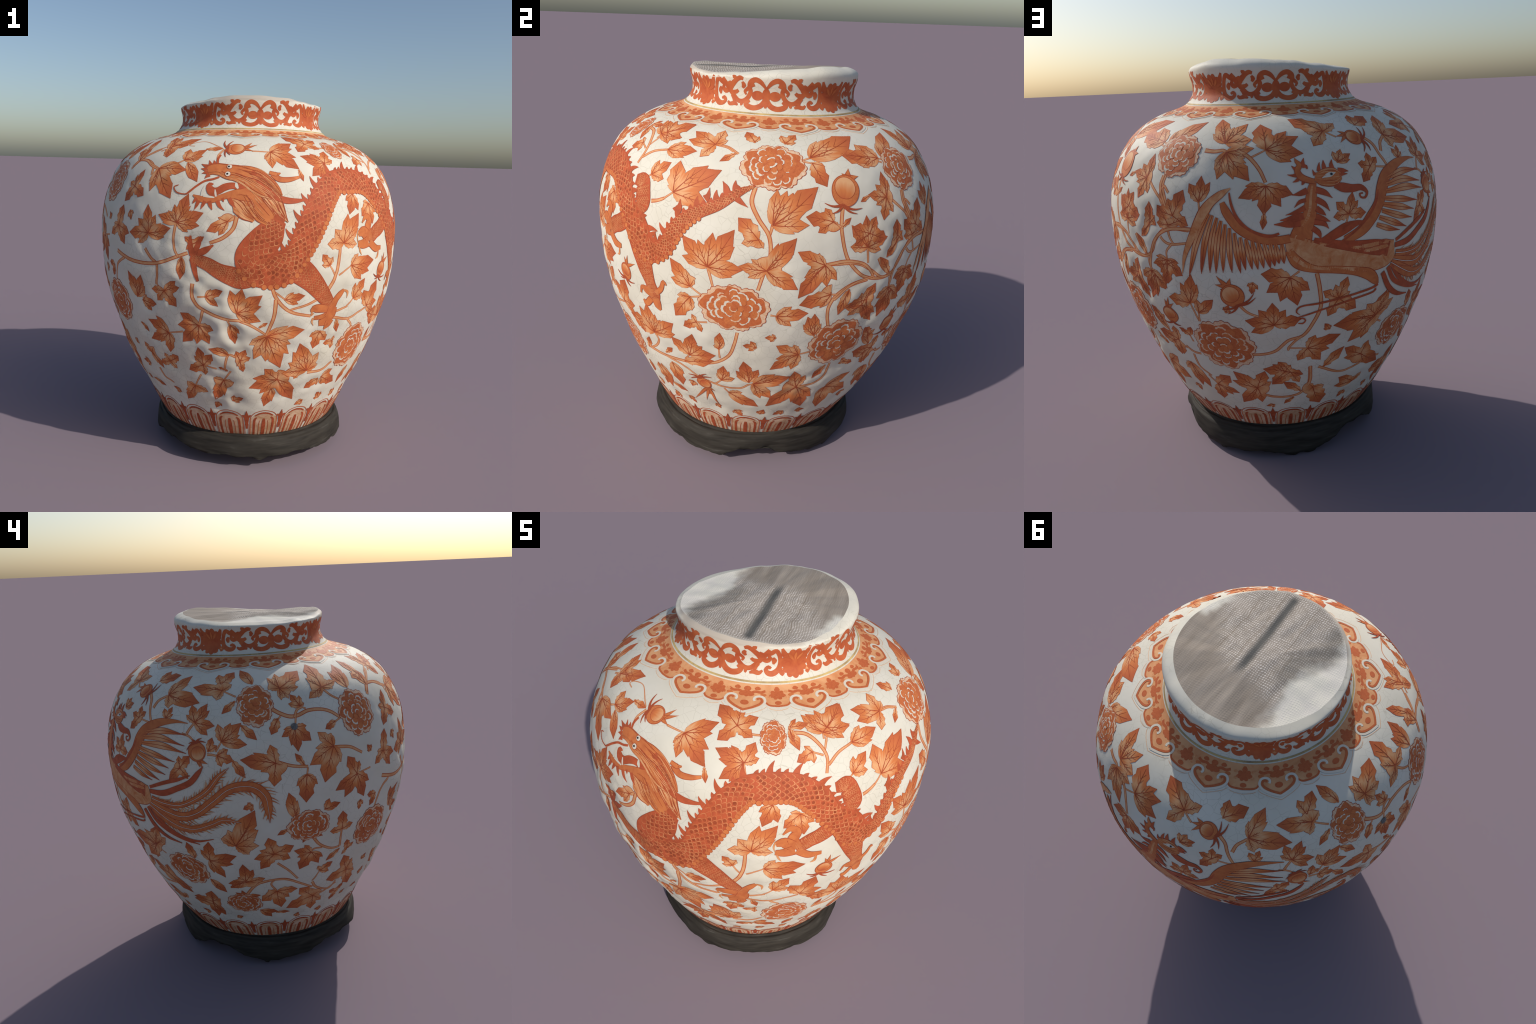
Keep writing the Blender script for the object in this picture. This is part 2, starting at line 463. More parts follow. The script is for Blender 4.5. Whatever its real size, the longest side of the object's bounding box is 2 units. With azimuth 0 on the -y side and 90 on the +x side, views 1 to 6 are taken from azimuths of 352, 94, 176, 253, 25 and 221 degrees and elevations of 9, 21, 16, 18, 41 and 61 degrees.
stem(0.55, (198.1, 1.659), (194.2, 1.683))
stem(1.0, (213.4, 1.587), (214.9, 1.621), (218.3, 1.644))
stem(0.55, (213.5, 1.521), (206.9, 1.533))
stem(0.55, (195.7, 1.309), (196.9, 1.354))
stem(0.55, (246.9, 1.644), (241.4, 1.669))
stem(0.8, (229.8, 1.488), (230.8, 1.511), (232.5, 1.539))
stem(0.7, (227.9, 1.487), (230.7, 1.477), (233.0, 1.449))
stem(0.55, (240.0, 1.409), (242.1, 1.456))
stem(0.7, (237.2, 1.397), (239.3, 1.395), (241.0, 1.386))
stem(0.55, (237.6, 1.395), (240.6, 1.393))
stem(0.55, (271.6, 1.572), (269.7, 1.586))
stem(1.2, (259.1, 1.590), (262.0, 1.566), (265.3, 1.548), (268.2, 1.549), (272.2, 1.564), (276.9, 1.561), (280.5, 1.544), (283.9, 1.509))
stem(0.8, (267.0, 1.542), (268.2, 1.571), (270.3, 1.581))
stem(0.55, (262.2, 1.553), (261.2, 1.541))
stem(0.55, (267.4, 1.545), (266.6, 1.497))
stem(0.8, (280.6, 1.645), (282.9, 1.612), (285.6, 1.589))
stem(0.55, (283.9, 1.509), (281.5, 1.496))
stem(0.55, (303.3, 1.636), (303.5, 1.672))
stem(0.55, (309.9, 1.672), (316.6, 1.700))
stem(1.0, (300.6, 1.578), (303.8, 1.620), (309.9, 1.672))
stem(1.0, (304.2, 1.624), (309.4, 1.619), (313.8, 1.595), (315.0, 1.549))
stem(1.0, (279.3, 1.382), (282.1, 1.377), (285.7, 1.364), (290.3, 1.323))
stem(1.0, (259.6, 1.351), (263.1, 1.331), (266.0, 1.320), (269.4, 1.314))
stem(0.55, (269.3, 1.309), (268.9, 1.274))
stem(0.55, (293.9, 1.233), (287.6, 1.223))
stem(1.0, (270.0, 0.953), (273.4, 0.879), (278.4, 0.833), (282.5, 0.827))
stem(0.8, (282.5, 0.827), (282.1, 0.888), (282.1, 0.939))
stem(0.7, (270.5, 0.843), (272.0, 0.855), (274.9, 0.851))
stem(0.8, (258.1, 0.794), (262.4, 0.735), (266.3, 0.667))
stem(0.55, (272.7, 0.629), (275.7, 0.691))
stem(0.9, (272.8, 0.622), (275.4, 0.572), (282.4, 0.531), (285.2, 0.579))
stem(1.0, (249.0, 0.652), (255.2, 0.676), (261.3, 0.676), (266.9, 0.635), (273.3, 0.581))
stem(0.7, (257.5, 0.599), (255.5, 0.648), (256.9, 0.677))
stem(0.8, (275.8, 0.494), (281.7, 0.534), (285.8, 0.558))
stem(1.0, (244.3, 0.561), (248.9, 0.641), (254.2, 0.675), (260.9, 0.675), (266.3, 0.642))
stem(0.55, (212.6, 0.796), (207.6, 0.836))
stem(0.55, (312.0, 1.605), (317.6, 1.580))
stem(1.0, (300.8, 1.588), (303.5, 1.620), (308.5, 1.620), (313.2, 1.594), (316.6, 1.580))
stem(0.55, (325.0, 1.606), (327.5, 1.623))
stem(0.7, (318.4, 1.585), (322.5, 1.600), (325.4, 1.608))
stem(0.55, (312.9, 1.667), (316.0, 1.683))
stem(0.9, (301.2, 1.594), (304.7, 1.631), (308.8, 1.657), (312.3, 1.678))
stem(0.8, (328.6, 1.323), (328.0, 1.255), (328.4, 1.202), (329.5, 1.164))
stem(1.2, (348.4, 1.366), (347.3, 1.310), (344.2, 1.266), (340.1, 1.240))
stem(0.7, (342.0, 1.678), (340.3, 1.648), (340.5, 1.618))
stem(0.35, (341.0, 1.683), (332.7, 1.715), (327.1, 1.709), (325.4, 1.696), (328.4, 1.693))
stem(0.55, (352.9, 1.671), (0.1, 1.668))
stem(0.55, (22.1, 1.576), (21.3, 1.620))
stem(1.2, (19.6, 1.006), (21.6, 1.060), (22.8, 1.130), (23.2, 1.235))
stem(0.55, (21.6, 1.086), (19.5, 1.133))
stem(0.55, (23.5, 1.079), (28.7, 1.124))
stem(0.55, (29.0, 0.912), (31.9, 0.950))
stem(0.8, (24.6, 0.892), (29.6, 0.911))
stem(0.9, (23.8, 0.861), (31.3, 0.840), (36.5, 0.863), (40.7, 0.882))
stem(0.8, (31.5, 0.834), (34.4, 0.799), (34.3, 0.782))
stem(0.55, (0.9, 1.009), (4.4, 0.972))
stem(1.1, (359.8, 1.039), (1.0, 0.989), (3.9, 0.936), (7.6, 0.903), (14.2, 0.880))
stem(0.8, (15.6, 0.963), (12.0, 0.941), (6.4, 0.919))
stem(1.2, (1.3, 0.973), (1.0, 0.890), (359.6, 0.820), (358.7, 0.787))
stem(0.9, (349.6, 0.863), (353.7, 0.837), (358.3, 0.793))
stem(1.0, (17.9, 0.556), (25.2, 0.558), (29.7, 0.597))
stem(1.2, (300.6, 1.159), (307.9, 1.129), (314.4, 1.119), (319.9, 1.123), (324.1, 1.138), (328.4, 1.163), (332.7, 1.187))
stem(0.9, (305.4, 1.130), (300.8, 1.095), (298.8, 1.048), (297.4, 0.990))
stem(1.0, (316.5, 1.193), (319.1, 1.147), (321.2, 1.125), (321.4, 1.079), (320.6, 1.017))
stem(0.55, (320.8, 1.017), (323.3, 0.990))
stem(1.1, (334.2, 1.041), (333.9, 0.980), (335.8, 0.931), (339.5, 0.898), (344.9, 0.871), (350.6, 0.864))
stem(0.55, (335.7, 0.977), (338.4, 0.980))
stem(0.55, (345.4, 0.866), (346.2, 0.840))
stem(0.8, (337.1, 0.906), (336.1, 0.862), (335.0, 0.828))
stem(0.55, (328.7, 0.785), (322.2, 0.766))
stem(0.55, (340.1, 0.591), (334.8, 0.605))
stem(0.8, (348.4, 0.661), (345.3, 0.676), (344.0, 0.634), (343.4, 0.592))
stem(0.8, (310.7, 0.533), (312.6, 0.482), (316.8, 0.456))
stem(0.55, (333.1, 0.547), (328.9, 0.469))
stem(0.55, (345.8, 0.582), (342.5, 0.523))
leaf(17.3, 1.713, (-132, 9.3), (-33, 7.7), (30, 8.8), (92, 8.4), (139, 12.1))
leaf(36.2, 1.713, (49, 4.5))
leaf(36.2, 1.713, (5, 7.7))
leaf(36.1, 1.709, (-72, 9.3))
leaf(36.1, 1.709, (-81, 5.6))
leaf(50.0, 1.701, (-46, 7.9), (-11, 9.7), (40, 12.8), (109, 8.8), (135, 10.1))
leaf(42.7, 1.647, (-154, 7.3), (-89, 4.4), (138, 4.0))
leaf(56.9, 1.648, (-20, 8.1), (7, 14.0), (39, 8.3))
leaf(55.0, 1.547, (-5, 7.2), (40, 10.4), (78, 6.7))
leaf(65.2, 1.500, (-6, 15.1), (32, 21.9), (46, 17.8), (95, 13.1))
leaf(74.0, 1.690, (-121, 8.2), (36, 5.4), (86, 9.3), (154, 13.9), (177, 13.0))
leaf(82.2, 1.667, (-142, 6.9))
leaf(47.8, 1.692, (-20, 8.0), (2, 12.5), (42, 15.5), (128, 11.0), (145, 8.8))
leaf(88.0, 1.710, (67, 4.1), (125, 7.6))
leaf(99.4, 1.711, (7, 4.4), (50, 7.4), (107, 5.2))
leaf(107.5, 1.666, (15, 12.4), (27, 25.8), (39, 16.8), (63, 10.5))
leaf(107.9, 1.648, (-64, 10.9), (-17, 5.3))
leaf(130.6, 1.653, (-148, 6.6), (115, 9.3), (166, 14.0))
leaf(136.9, 1.652, (40, 7.0), (46, 18.9), (80, 7.9))
leaf(132.5, 1.507, (-160, 7.0), (-111, 9.5), (-68, 6.9), (67, 7.3), (88, 10.7), (131, 7.6), (168, 10.0))
leaf(125.3, 1.521, (-156, 4.6))
leaf(95.8, 1.421, (1, 14.2), (25, 12.5), (40, 23.1), (58, 14.5), (69, 14.2), (85, 13.8))
leaf(113.0, 1.434, (-148, 7.5), (-34, 2.6), (122, 6.4), (169, 11.4))
leaf(115.7, 1.412, (40, 5.2))
leaf(92.2, 1.360, (-164, 6.8), (-56, 3.9), (137, 11.6))
leaf(94.9, 1.231, (-155, 8.0), (-44, 10.1), (-31, 15.0), (31, 8.7), (51, 17.4), (55, 10.6), (144, 7.8), (174, 11.3))
leaf(78.4, 1.223, (-17, 10.7), (2, 14.6), (42, 14.3), (58, 19.1), (84, 14.2), (114, 11.5), (137, 16.2), (166, 11.7))
leaf(73.0, 1.118, (62, 4.5), (106, 7.6), (132, 14.1), (167, 9.2))
leaf(72.9, 1.066, (-176, 6.0), (-125, 13.5), (-84, 6.5))
leaf(74.5, 0.943, (-149, 7.5), (-66, 5.4), (117, 4.1))
leaf(56.2, 0.798, (16, 13.4), (37, 16.7), (57, 11.0), (74, 11.7), (95, 15.6), (118, 13.9), (165, 16.5))
leaf(49.2, 0.666, (68, 8.3))
leaf(70.0, 0.731, (15, 13.5), (46, 10.5), (76, 14.2), (93, 9.8), (134, 11.5))
leaf(67.5, 0.680, (18, 15.6))
leaf(81.2, 0.810, (67, 6.6), (84, 9.7), (144, 2.7))
leaf(59.3, 0.691, (45, 6.5))
leaf(81.1, 0.605, (23, 6.8), (60, 8.0), (81, 10.4), (114, 4.8))
leaf(91.3, 0.614, (67, 10.2), (88, 9.0), (100, 14.3), (128, 9.3))
leaf(93.0, 0.604, (-72, 11.3), (-51, 13.7), (19, 17.1), (21, 14.5), (40, 11.9))
leaf(83.5, 0.518, (-37, 9.6), (-35, 16.6), (13, 6.4))
leaf(109.4, 0.577, (-130, 19.2), (-128, 9.2), (-71, 18.4), (-46, 13.2), (72, 8.7), (104, 12.2), (141, 7.0))
leaf(122.7, 0.535, (-117, 7.7), (-87, 17.1), (-25, 15.1), (23, 8.9), (32, 13.5))
leaf(118.0, 0.706, (-120, 9.0))
leaf(60.9, 0.634, (-84, 15.5), (-47, 7.8))
leaf(51.7, 0.576, (-85, 17.6))
leaf(54.8, 0.455, (-14, 9.6))
leaf(111.1, 1.255, (-149, 9.6), (-131, 11.1), (-126, 17.1), (-81, 9.5), (-50, 8.8), (124, 5.8), (153, 13.0))
leaf(124.1, 1.316, (-17, 7.7), (16, 11.0), (67, 11.5), (93, 13.0), (111, 8.3), (129, 12.4), (173, 8.3))
leaf(113.8, 1.117, (-163, 13.6), (-126, 7.1), (98, 1.6), (155, 4.6))
leaf(119.5, 1.127, (-107, 11.7), (-98, 3.6))
leaf(133.8, 1.175, (128, 10.1))
leaf(125.3, 1.037, (-150, 7.7), (-52, 12.0), (-33, 10.4), (64, 11.0), (103, 6.5), (176, 9.3))
leaf(134.9, 1.097, (-150, 7.7), (-101, 13.9), (-78, 11.2), (-39, 11.2), (-9, 5.0))
leaf(135.8, 1.311, (-134, 8.1), (-131, 3.9), (49, 5.6), (91, 9.7))
leaf(143.8, 1.321, (9, 5.3), (25, 9.7), (130, 10.1), (176, 6.5))
leaf(142.3, 1.143, (-167, 6.8), (-98, 9.2), (-27, 8.9), (17, 5.8))
leaf(98.6, 1.020, (-62, 4.8), (-37, 8.1), (6, 13.0), (39, 7.5))
leaf(110.5, 0.915, (67, 6.3), (96, 11.1), (112, 10.6), (132, 8.0))
leaf(107.0, 0.803, (-165, 9.9), (-141, 14.7), (-102, 9.7), (115, 6.8), (151, 11.7))
leaf(126.7, 0.697, (-173, 3.4), (-21, 5.1), (128, 4.0))
leaf(133.3, 0.840, (-143, 4.0), (46, 3.6), (133, 7.9))
leaf(135.1, 0.713, (-72, 7.7), (85, 5.1), (158, 8.6))
leaf(159.8, 1.654, (8, 11.0), (57, 13.8), (78, 9.6), (110, 16.7), (112, 12.9), (143, 8.4))
leaf(160.9, 1.618, (-119, 8.4), (-102, 11.5), (-70, 12.0), (-49, 15.8), (-18, 8.5), (9, 11.4))
leaf(173.7, 1.625, (-30, 11.3), (-9, 14.8), (25, 14.7), (48, 12.8), (100, 14.9))
leaf(173.5, 1.489, (-157, 11.6), (-133, 7.9), (-95, 11.3), (-55, 10.0), (-20, 11.1), (179, 8.0))
leaf(172.9, 1.381, (-97, 6.3))
leaf(145.5, 1.364, (-26, 8.4), (68, 11.4), (115, 7.4), (167, 9.2))
leaf(124.8, 1.373, (-150, 8.4), (-20, 9.6), (62, 7.3), (158, 9.0))
leaf(136.4, 1.337, (-148, 4.1), (-34, 4.4), (97, 6.4))
leaf(154.0, 1.428, (61, 8.9), (90, 10.2), (127, 8.8))
leaf(134.3, 1.653, (-160, 8.7), (128, 9.8), (171, 16.1))
leaf(142.4, 1.162, (-163, 9.0), (-128, 8.2), (-104, 12.2), (-40, 9.2), (-7, 6.0), (171, 6.6))
leaf(136.4, 1.080, (-138, 10.6), (-114, 13.5), (-95, 10.7), (-47, 8.2))
leaf(126.7, 1.061, (-170, 9.3), (-90, 9.1), (-70, 10.5), (71, 6.8))
leaf(135.3, 1.300, (-138, 6.5), (54, 4.0))
leaf(148.9, 0.972, (62, 10.5), (80, 13.7), (110, 9.8), (173, 10.7))
leaf(151.4, 0.928, (23, 6.3), (43, 10.7), (89, 6.5))
leaf(135.0, 0.780, (121, 14.0), (133, 7.7))
leaf(138.3, 0.736, (-153, 8.2), (-93, 9.2), (90, 8.1), (172, 13.3))
leaf(144.7, 0.784, (66, 5.6), (143, 5.8))
leaf(174.3, 0.879, (-159, 10.2), (13, 11.7), (56, 9.1), (91, 11.1), (127, 9.9), (167, 11.9))
leaf(149.7, 0.492, (-90, 11.4), (-47, 9.2), (-26, 10.9), (44, 11.3))
leaf(140.1, 0.603, (-134, 7.2), (-87, 15.7), (-68, 16.5))
leaf(166.6, 0.498, (-123, 15.6), (-115, 12.8), (-85, 11.9), (34, 8.0), (70, 12.6), (131, 14.4), (158, 11.7))
leaf(183.5, 0.466, (137, 10.6))
leaf(188.9, 0.474, (-121, 3.9), (-69, 15.3), (-1, 5.5), (123, 4.1))
leaf(180.9, 0.415, (-129, 6.4))
leaf(179.5, 0.596, (-138, 11.4), (-61, 8.5), (-21, 5.7), (127, 9.2), (165, 12.4))
leaf(179.5, 1.106, (-148, 11.5), (-113, 11.3), (-78, 13.1), (-39, 10.0), (170, 11.8))
leaf(194.0, 0.983, (-119, 9.3), (-37, 10.9), (24, 5.6), (69, 10.0), (106, 6.9), (149, 8.4))
leaf(209.3, 0.847, (-179, 21.9), (-163, 8.8), (-138, 17.4), (35, 11.1), (64, 12.7), (133, 10.1), (170, 13.3))
leaf(185.1, 0.735, (-121, 8.1), (-52, 10.2), (-11, 10.2), (20, 15.5), (67, 7.7))
leaf(207.3, 0.628, (-55, 10.1), (-35, 16.8), (71, 7.8), (146, 12.6), (177, 9.6))
leaf(191.8, 0.612, (49, 12.9))
leaf(177.4, 0.601, (-125, 9.2), (-18, 8.6), (59, 4.9), (113, 7.4), (134, 7.6))
leaf(208.4, 0.444, (50, 6.2), (146, 12.0), (178, 10.6))
leaf(194.2, 1.683, (-174, 7.1), (-129, 9.7), (35, 8.1), (101, 7.4), (142, 15.9))
leaf(209.1, 1.697, (28, 11.3), (80, 7.7))
leaf(218.7, 1.648, (-71, 7.3), (-25, 10.2), (-11, 18.2), (26, 6.2), (61, 14.6), (91, 7.3))
leaf(220.5, 1.549, (30, 4.4), (66, 6.2), (116, 5.1))
leaf(206.9, 1.533, (-131, 8.0), (38, 5.7), (90, 6.0), (162, 6.1))
leaf(195.8, 1.565, (4, 5.8), (24, 7.2), (64, 5.9), (106, 4.8))
leaf(196.9, 1.354, (-175, 6.8), (-2, 8.0), (46, 6.9), (73, 9.0), (134, 7.4))
leaf(241.4, 1.669, (-114, 5.7), (43, 5.5), (87, 2.5), (159, 6.5), (172, 15.0))
leaf(240.3, 1.693, (59, 10.0), (110, 7.2))
leaf(253.1, 1.692, (98, 5.6), (119, 11.7))
leaf(246.4, 1.624, (-135, 8.0))
leaf(232.5, 1.539, (-41, 8.7), (-9, 9.8), (40, 8.7), (60, 10.3), (108, 8.7), (146, 5.9))
leaf(242.1, 1.456, (-8, 11.7), (18, 8.8), (42, 12.2), (63, 9.3), (103, 8.1))
leaf(248.8, 1.523, (-45, 9.4))
leaf(237.6, 1.413, (30, 5.0), (73, 6.3))
leaf(240.6, 1.393, (-71, 5.4), (-20, 7.8), (28, 5.7))
leaf(245.5, 1.367, (-56, 9.6))
leaf(227.3, 1.324, (-163, 5.0), (-136, 9.1), (-49, 6.3), (49, 8.1), (94, 5.7))
leaf(259.1, 1.345, (-155, 7.9), (-98, 10.7), (-18, 3.7), (103, 8.8), (153, 10.0), (171, 16.2))
leaf(263.8, 1.666, (-93, 6.4), (-62, 6.7), (-2, 8.9), (40, 15.6), (92, 9.6), (123, 8.5), (177, 4.9))
leaf(269.7, 1.586, (28, 2.7), (81, 5.3), (119, 7.2), (162, 5.5))
leaf(261.2, 1.541, (-165, 2.8), (-120, 7.7))
leaf(266.6, 1.497, (-176, 5.5), (-152, 7.6), (-110, 8.3), (-90, 10.8), (-45, 9.4), (3, 5.4))
leaf(280.8, 1.651, (-150, 9.9), (-128, 6.6), (-17, 5.4), (13, 9.6), (90, 16.4), (130, 8.4))
leaf(292.0, 1.631, (73, 7.3), (80, 15.6), (112, 11.8))
leaf(281.5, 1.496, (-157, 6.6), (165, 2.8))
leaf(303.5, 1.672, (-165, 6.8), (107, 12.1), (122, 5.3))
leaf(316.6, 1.700, (-76, 10.0), (-5, 9.2), (92, 8.1), (122, 10.1))
leaf(279.0, 1.388, (-152, 14.5), (-110, 17.2), (-69, 8.7), (96, 6.1), (133, 10.3), (177, 9.3))
leaf(268.1, 1.324, (124, 6.8))
leaf(268.9, 1.274, (-157, 2.9), (-138, 7.2), (-94, 13.5), (-47, 7.4), (-28, 4.6))
leaf(287.6, 1.223, (-156, 13.9), (-128, 12.7), (-70, 13.6), (-34, 9.7), (75, 6.2), (119, 11.0))
leaf(264.6, 1.061, (80, 6.6), (103, 13.2))
leaf(262.1, 0.997, (-154, 6.0))
leaf(275.0, 1.077, (-7, 5.2), (12, 8.3), (66, 5.5))
leaf(270.0, 0.959, (-26, 7.0))
leaf(269.3, 0.961, (-120, 6.2))
leaf(282.1, 0.939, (15, 6.6), (92, 10.1), (179, 6.8))
leaf(270.6, 0.836, (-165, 7.3), (-117, 11.7), (-60, 10.0), (-35, 8.4), (125, 6.5), (163, 9.3))
leaf(282.4, 0.808, (-139, 8.7))
leaf(286.5, 0.794, (-128, 4.2), (39, 4.6), (104, 6.4))
leaf(257.1, 0.857, (-165, 10.3), (-127, 11.9), (-27, 8.8), (23, 10.2), (105, 10.4), (159, 7.6))
leaf(275.7, 0.691, (-19, 5.6), (33, 7.7), (115, 4.0))
leaf(289.7, 0.630, (-169, 12.9), (-66, 14.0), (-26, 7.8), (73, 7.7), (112, 12.8))
leaf(257.8, 0.592, (-138, 10.8), (-80, 13.7), (-41, 8.7), (-0, 10.6), (162, 3.8))
leaf(274.7, 0.506, (-155, 15.5), (-86, 12.7), (-47, 9.1), (28, 5.4), (134, 12.3))
leaf(288.5, 0.470, (-106, 7.1), (62, 6.5), (147, 6.5))
leaf(247.1, 0.673, (-171, 11.4), (-157, 11.6), (-19, 4.6), (17, 8.1), (152, 6.7))
leaf(244.2, 0.554, (104, 5.6))
leaf(244.2, 0.554, (145, 5.9))
leaf(244.2, 0.554, (13, 8.2))
leaf(250.2, 0.444, (-54, 9.0), (-18, 9.3))
leaf(257.7, 0.411, (-6, 7.0))
leaf(227.1, 0.486, (-94, 14.4), (-70, 12.5), (34, 7.0), (76, 10.2), (171, 10.9))
leaf(207.6, 0.836, (-147, 10.4), (-110, 11.1), (32, 13.1), (64, 14.3), (165, 12.7))
leaf(227.0, 0.820, (65, 3.5), (104, 9.6))
leaf(233.1, 0.810, (-88, 8.6), (-61, 12.6), (-7, 11.9), (17, 14.8), (83, 12.4), (117, 7.8))
leaf(243.9, 0.918, (-41, 8.2), (-1, 11.2), (38, 14.6), (58, 17.6), (61, 22.0), (107, 9.6), (148, 8.0))
leaf(245.5, 0.675, (-172, 8.5), (-148, 10.0), (62, 9.6), (91, 12.3))
leaf(231.0, 0.671, (-65, 8.4), (-52, 11.1))
leaf(226.7, 0.462, (-66, 10.2), (78, 12.2), (171, 11.2))
leaf(317.6, 1.580, (-98, 11.7), (-85, 8.3), (-53, 18.3), (-2, 15.5), (17, 11.0))
leaf(327.5, 1.623, (3, 7.0), (16, 8.8), (38, 11.4), (90, 7.4))
leaf(329.3, 1.606, (-68, 5.0), (-54, 11.6), (-36, 6.7))
leaf(316.0, 1.683, (-68, 7.4), (-13, 4.2), (34, 16.2), (38, 9.8), (102, 10.4))
leaf(303.5, 1.620, (88, 10.6), (89, 3.6), (119, 10.1))
leaf(307.9, 1.491, (-126, 9.5), (-28, 9.4), (68, 9.5), (97, 6.1), (157, 5.4))
leaf(317.9, 1.269, (-178, 12.8), (-142, 8.2), (-8, 9.6), (13, 13.2), (65, 9.5), (96, 13.4), (137, 9.5))
leaf(329.0, 1.328, (-36, 6.9), (-5, 11.1), (21, 13.6), (52, 9.5), (71, 14.1), (103, 8.4), (133, 7.3), (162, 10.7))
leaf(301.5, 1.291, (-147, 8.9), (-54, 10.9), (-18, 10.7), (72, 10.7), (172, 5.1))
leaf(345.6, 1.342, (-154, 10.5), (-122, 7.4), (42, 4.3), (158, 4.7))
leaf(334.4, 1.231, (-140, 4.1), (22, 4.4), (33, 6.6), (139, 4.9))
leaf(334.8, 1.677, (4, 7.6))
leaf(0.1, 1.668, (-120, 5.9), (-90, 9.9), (-40, 15.8), (-16, 12.1), (15, 11.3), (34, 14.1))
leaf(9.7, 1.582, (-76, 5.6))
leaf(21.3, 1.620, (-141, 11.4), (-123, 9.2), (21, 6.0), (66, 9.0), (133, 8.4), (160, 12.5), (178, 9.8))
leaf(30.2, 1.473, (-151, 6.2), (-112, 10.4), (-74, 8.1))
leaf(38.1, 1.426, (-138, 9.0), (-80, 10.1), (-37, 7.3), (165, 4.3))
leaf(24.7, 1.238, (-179, 9.6), (-6, 9.0), (34, 11.6), (53, 17.0), (78, 13.9), (130, 8.6))
leaf(19.5, 1.133, (68, 4.2), (130, 6.8), (177, 4.4))
leaf(28.7, 1.124, (-43, 11.2), (-16, 14.3), (4, 17.4), (50, 6.9))
leaf(31.9, 0.950, (10, 7.4), (55, 11.4), (92, 7.7))
leaf(41.0, 0.892, (-27, 10.0), (6, 10.4), (66, 14.1), (122, 10.4))
leaf(25.5, 0.846, (-72, 7.6))
leaf(19.3, 0.790, (-157, 5.9), (-102, 9.7), (-50, 7.2))
leaf(26.5, 0.724, (-173, 5.6), (-89, 4.4), (82, 3.0))
leaf(48.4, 0.827, (-71, 7.2), (23, 4.3), (169, 6.3))
leaf(4.4, 0.972, (-20, 6.8), (10, 9.6), (42, 5.2))
leaf(359.1, 0.782, (-150, 9.5), (-115, 13.9), (-90, 13.9), (-67, 19.7), (-42, 15.2), (-22, 12.7), (9, 18.1), (28, 9.3))
leaf(356.4, 0.832, (32, 4.2))
leaf(17.1, 0.570, (-178, 13.0), (26, 6.8), (65, 11.3), (98, 13.2), (112, 18.1), (128, 15.3), (151, 12.4))
leaf(26.8, 0.510, (-67, 6.1), (-28, 12.2), (32, 7.1))
leaf(24.7, 0.503, (-144, 8.5), (-77, 4.7))
leaf(4.9, 0.531, (-160, 14.6), (-133, 12.0), (-58, 9.8), (-55, 17.5), (-31, 8.5), (87, 6.0), (135, 10.0), (174, 12.2))
leaf(2.9, 0.475, (-107, 6.9), (-104, 12.4), (-73, 6.4))
leaf(14.3, 0.568, (-178, 9.2), (-120, 5.1))
leaf(42.9, 0.533, (-109, 11.0))
leaf(51.4, 0.471, (-114, 7.7))
leaf(53.6, 0.579, (-80, 12.8))
leaf(323.3, 0.990, (-131, 7.1), (-50, 9.5), (16, 9.1), (38, 8.8), (178, 7.1))
leaf(330.6, 1.161, (-122, 4.3), (-95, 10.0), (-81, 5.9))
leaf(310.1, 0.937, (41, 9.1), (64, 12.8), (72, 9.0), (91, 10.3), (108, 13.1))
leaf(312.6, 0.921, (-41, 7.2), (-5, 9.3), (46, 4.5))
leaf(297.1, 1.077, (-121, 6.8), (172, 6.2))
leaf(338.4, 0.980, (-46, 4.8), (-37, 7.2), (22, 8.7), (55, 4.6))
leaf(315.1, 0.889, (45, 2.8))
leaf(348.6, 0.904, (-40, 8.1), (-21, 11.7), (18, 11.6), (38, 14.5), (79, 12.3), (105, 11.5))
leaf(346.2, 0.840, (-98, 4.7), (-78, 10.3), (-46, 6.2))
leaf(335.0, 0.828, (-176, 10.6), (-133, 13.7), (-100, 10.4), (-64, 10.6), (-18, 7.4), (145, 10.3))
leaf(322.2, 0.766, (-156, 13.3), (-139, 8.2), (-98, 11.4), (-62, 5.6), (124, 10.2), (154, 12.8))
leaf(309.0, 0.790, (-47, 5.9))
leaf(334.8, 0.605, (-154, 9.0), (-88, 5.9), (54, 8.6), (97, 10.5), (129, 6.6))
leaf(345.0, 0.676, (141, 6.2), (162, 9.5))
leaf(349.5, 0.644, (-116, 3.6), (-77, 6.5), (22, 5.3), (68, 6.7), (109, 5.8))
leaf(343.0, 0.591, (-30, 2.3), (157, 2.7))
leaf(318.9, 0.594, (-161, 7.1), (-47, 5.2), (35, 8.0), (113, 5.1))
leaf(308.9, 0.619, (-53, 10.3), (-38, 4.0), (49, 5.4), (115, 6.3))
leaf(328.9, 0.469, (-125, 13.2), (-113, 8.0), (-27, 7.1), (152, 4.3))
leaf(342.5, 0.523, (-121, 8.8), (-113, 14.6), (-85, 6.3), (-12, 4.7), (171, 5.3))
leaf(301.1, 0.436, (-18, 8.6))
peony(30.2, 1.692, 5.3, 7.4)
peony(95.2, 1.637, 13.6, 10.4)
peony(143.3, 1.609, 11.2, 10.4)
peony(86.1, 1.043, 15.6, 11.2)
peony(119.3, 0.851, 13.7, 13.2)
peony(157.4, 0.758, 14.7, 14.4)
peony(253.7, 1.609, 8.7, 10.9)
peony(291.7, 1.518, 11.2, 11.8)
peony(269.2, 1.003, 11.3, 8.6)
peony(297.1, 0.889, 12.5, 11.7)
peony(243.2, 0.504, 9.7, 8.1)
peony(221.9, 0.726, 12.5, 10.9)
peony(37.8, 0.672, 11.5, 13.3)
bud(116.1, 1.497, 71, 13.2, [(71, 16.0), (84, 13.2), (51, 14.8)], [(172, 8.2), (-147, 6.0), (-32, 7.5), (-12, 9.1)])
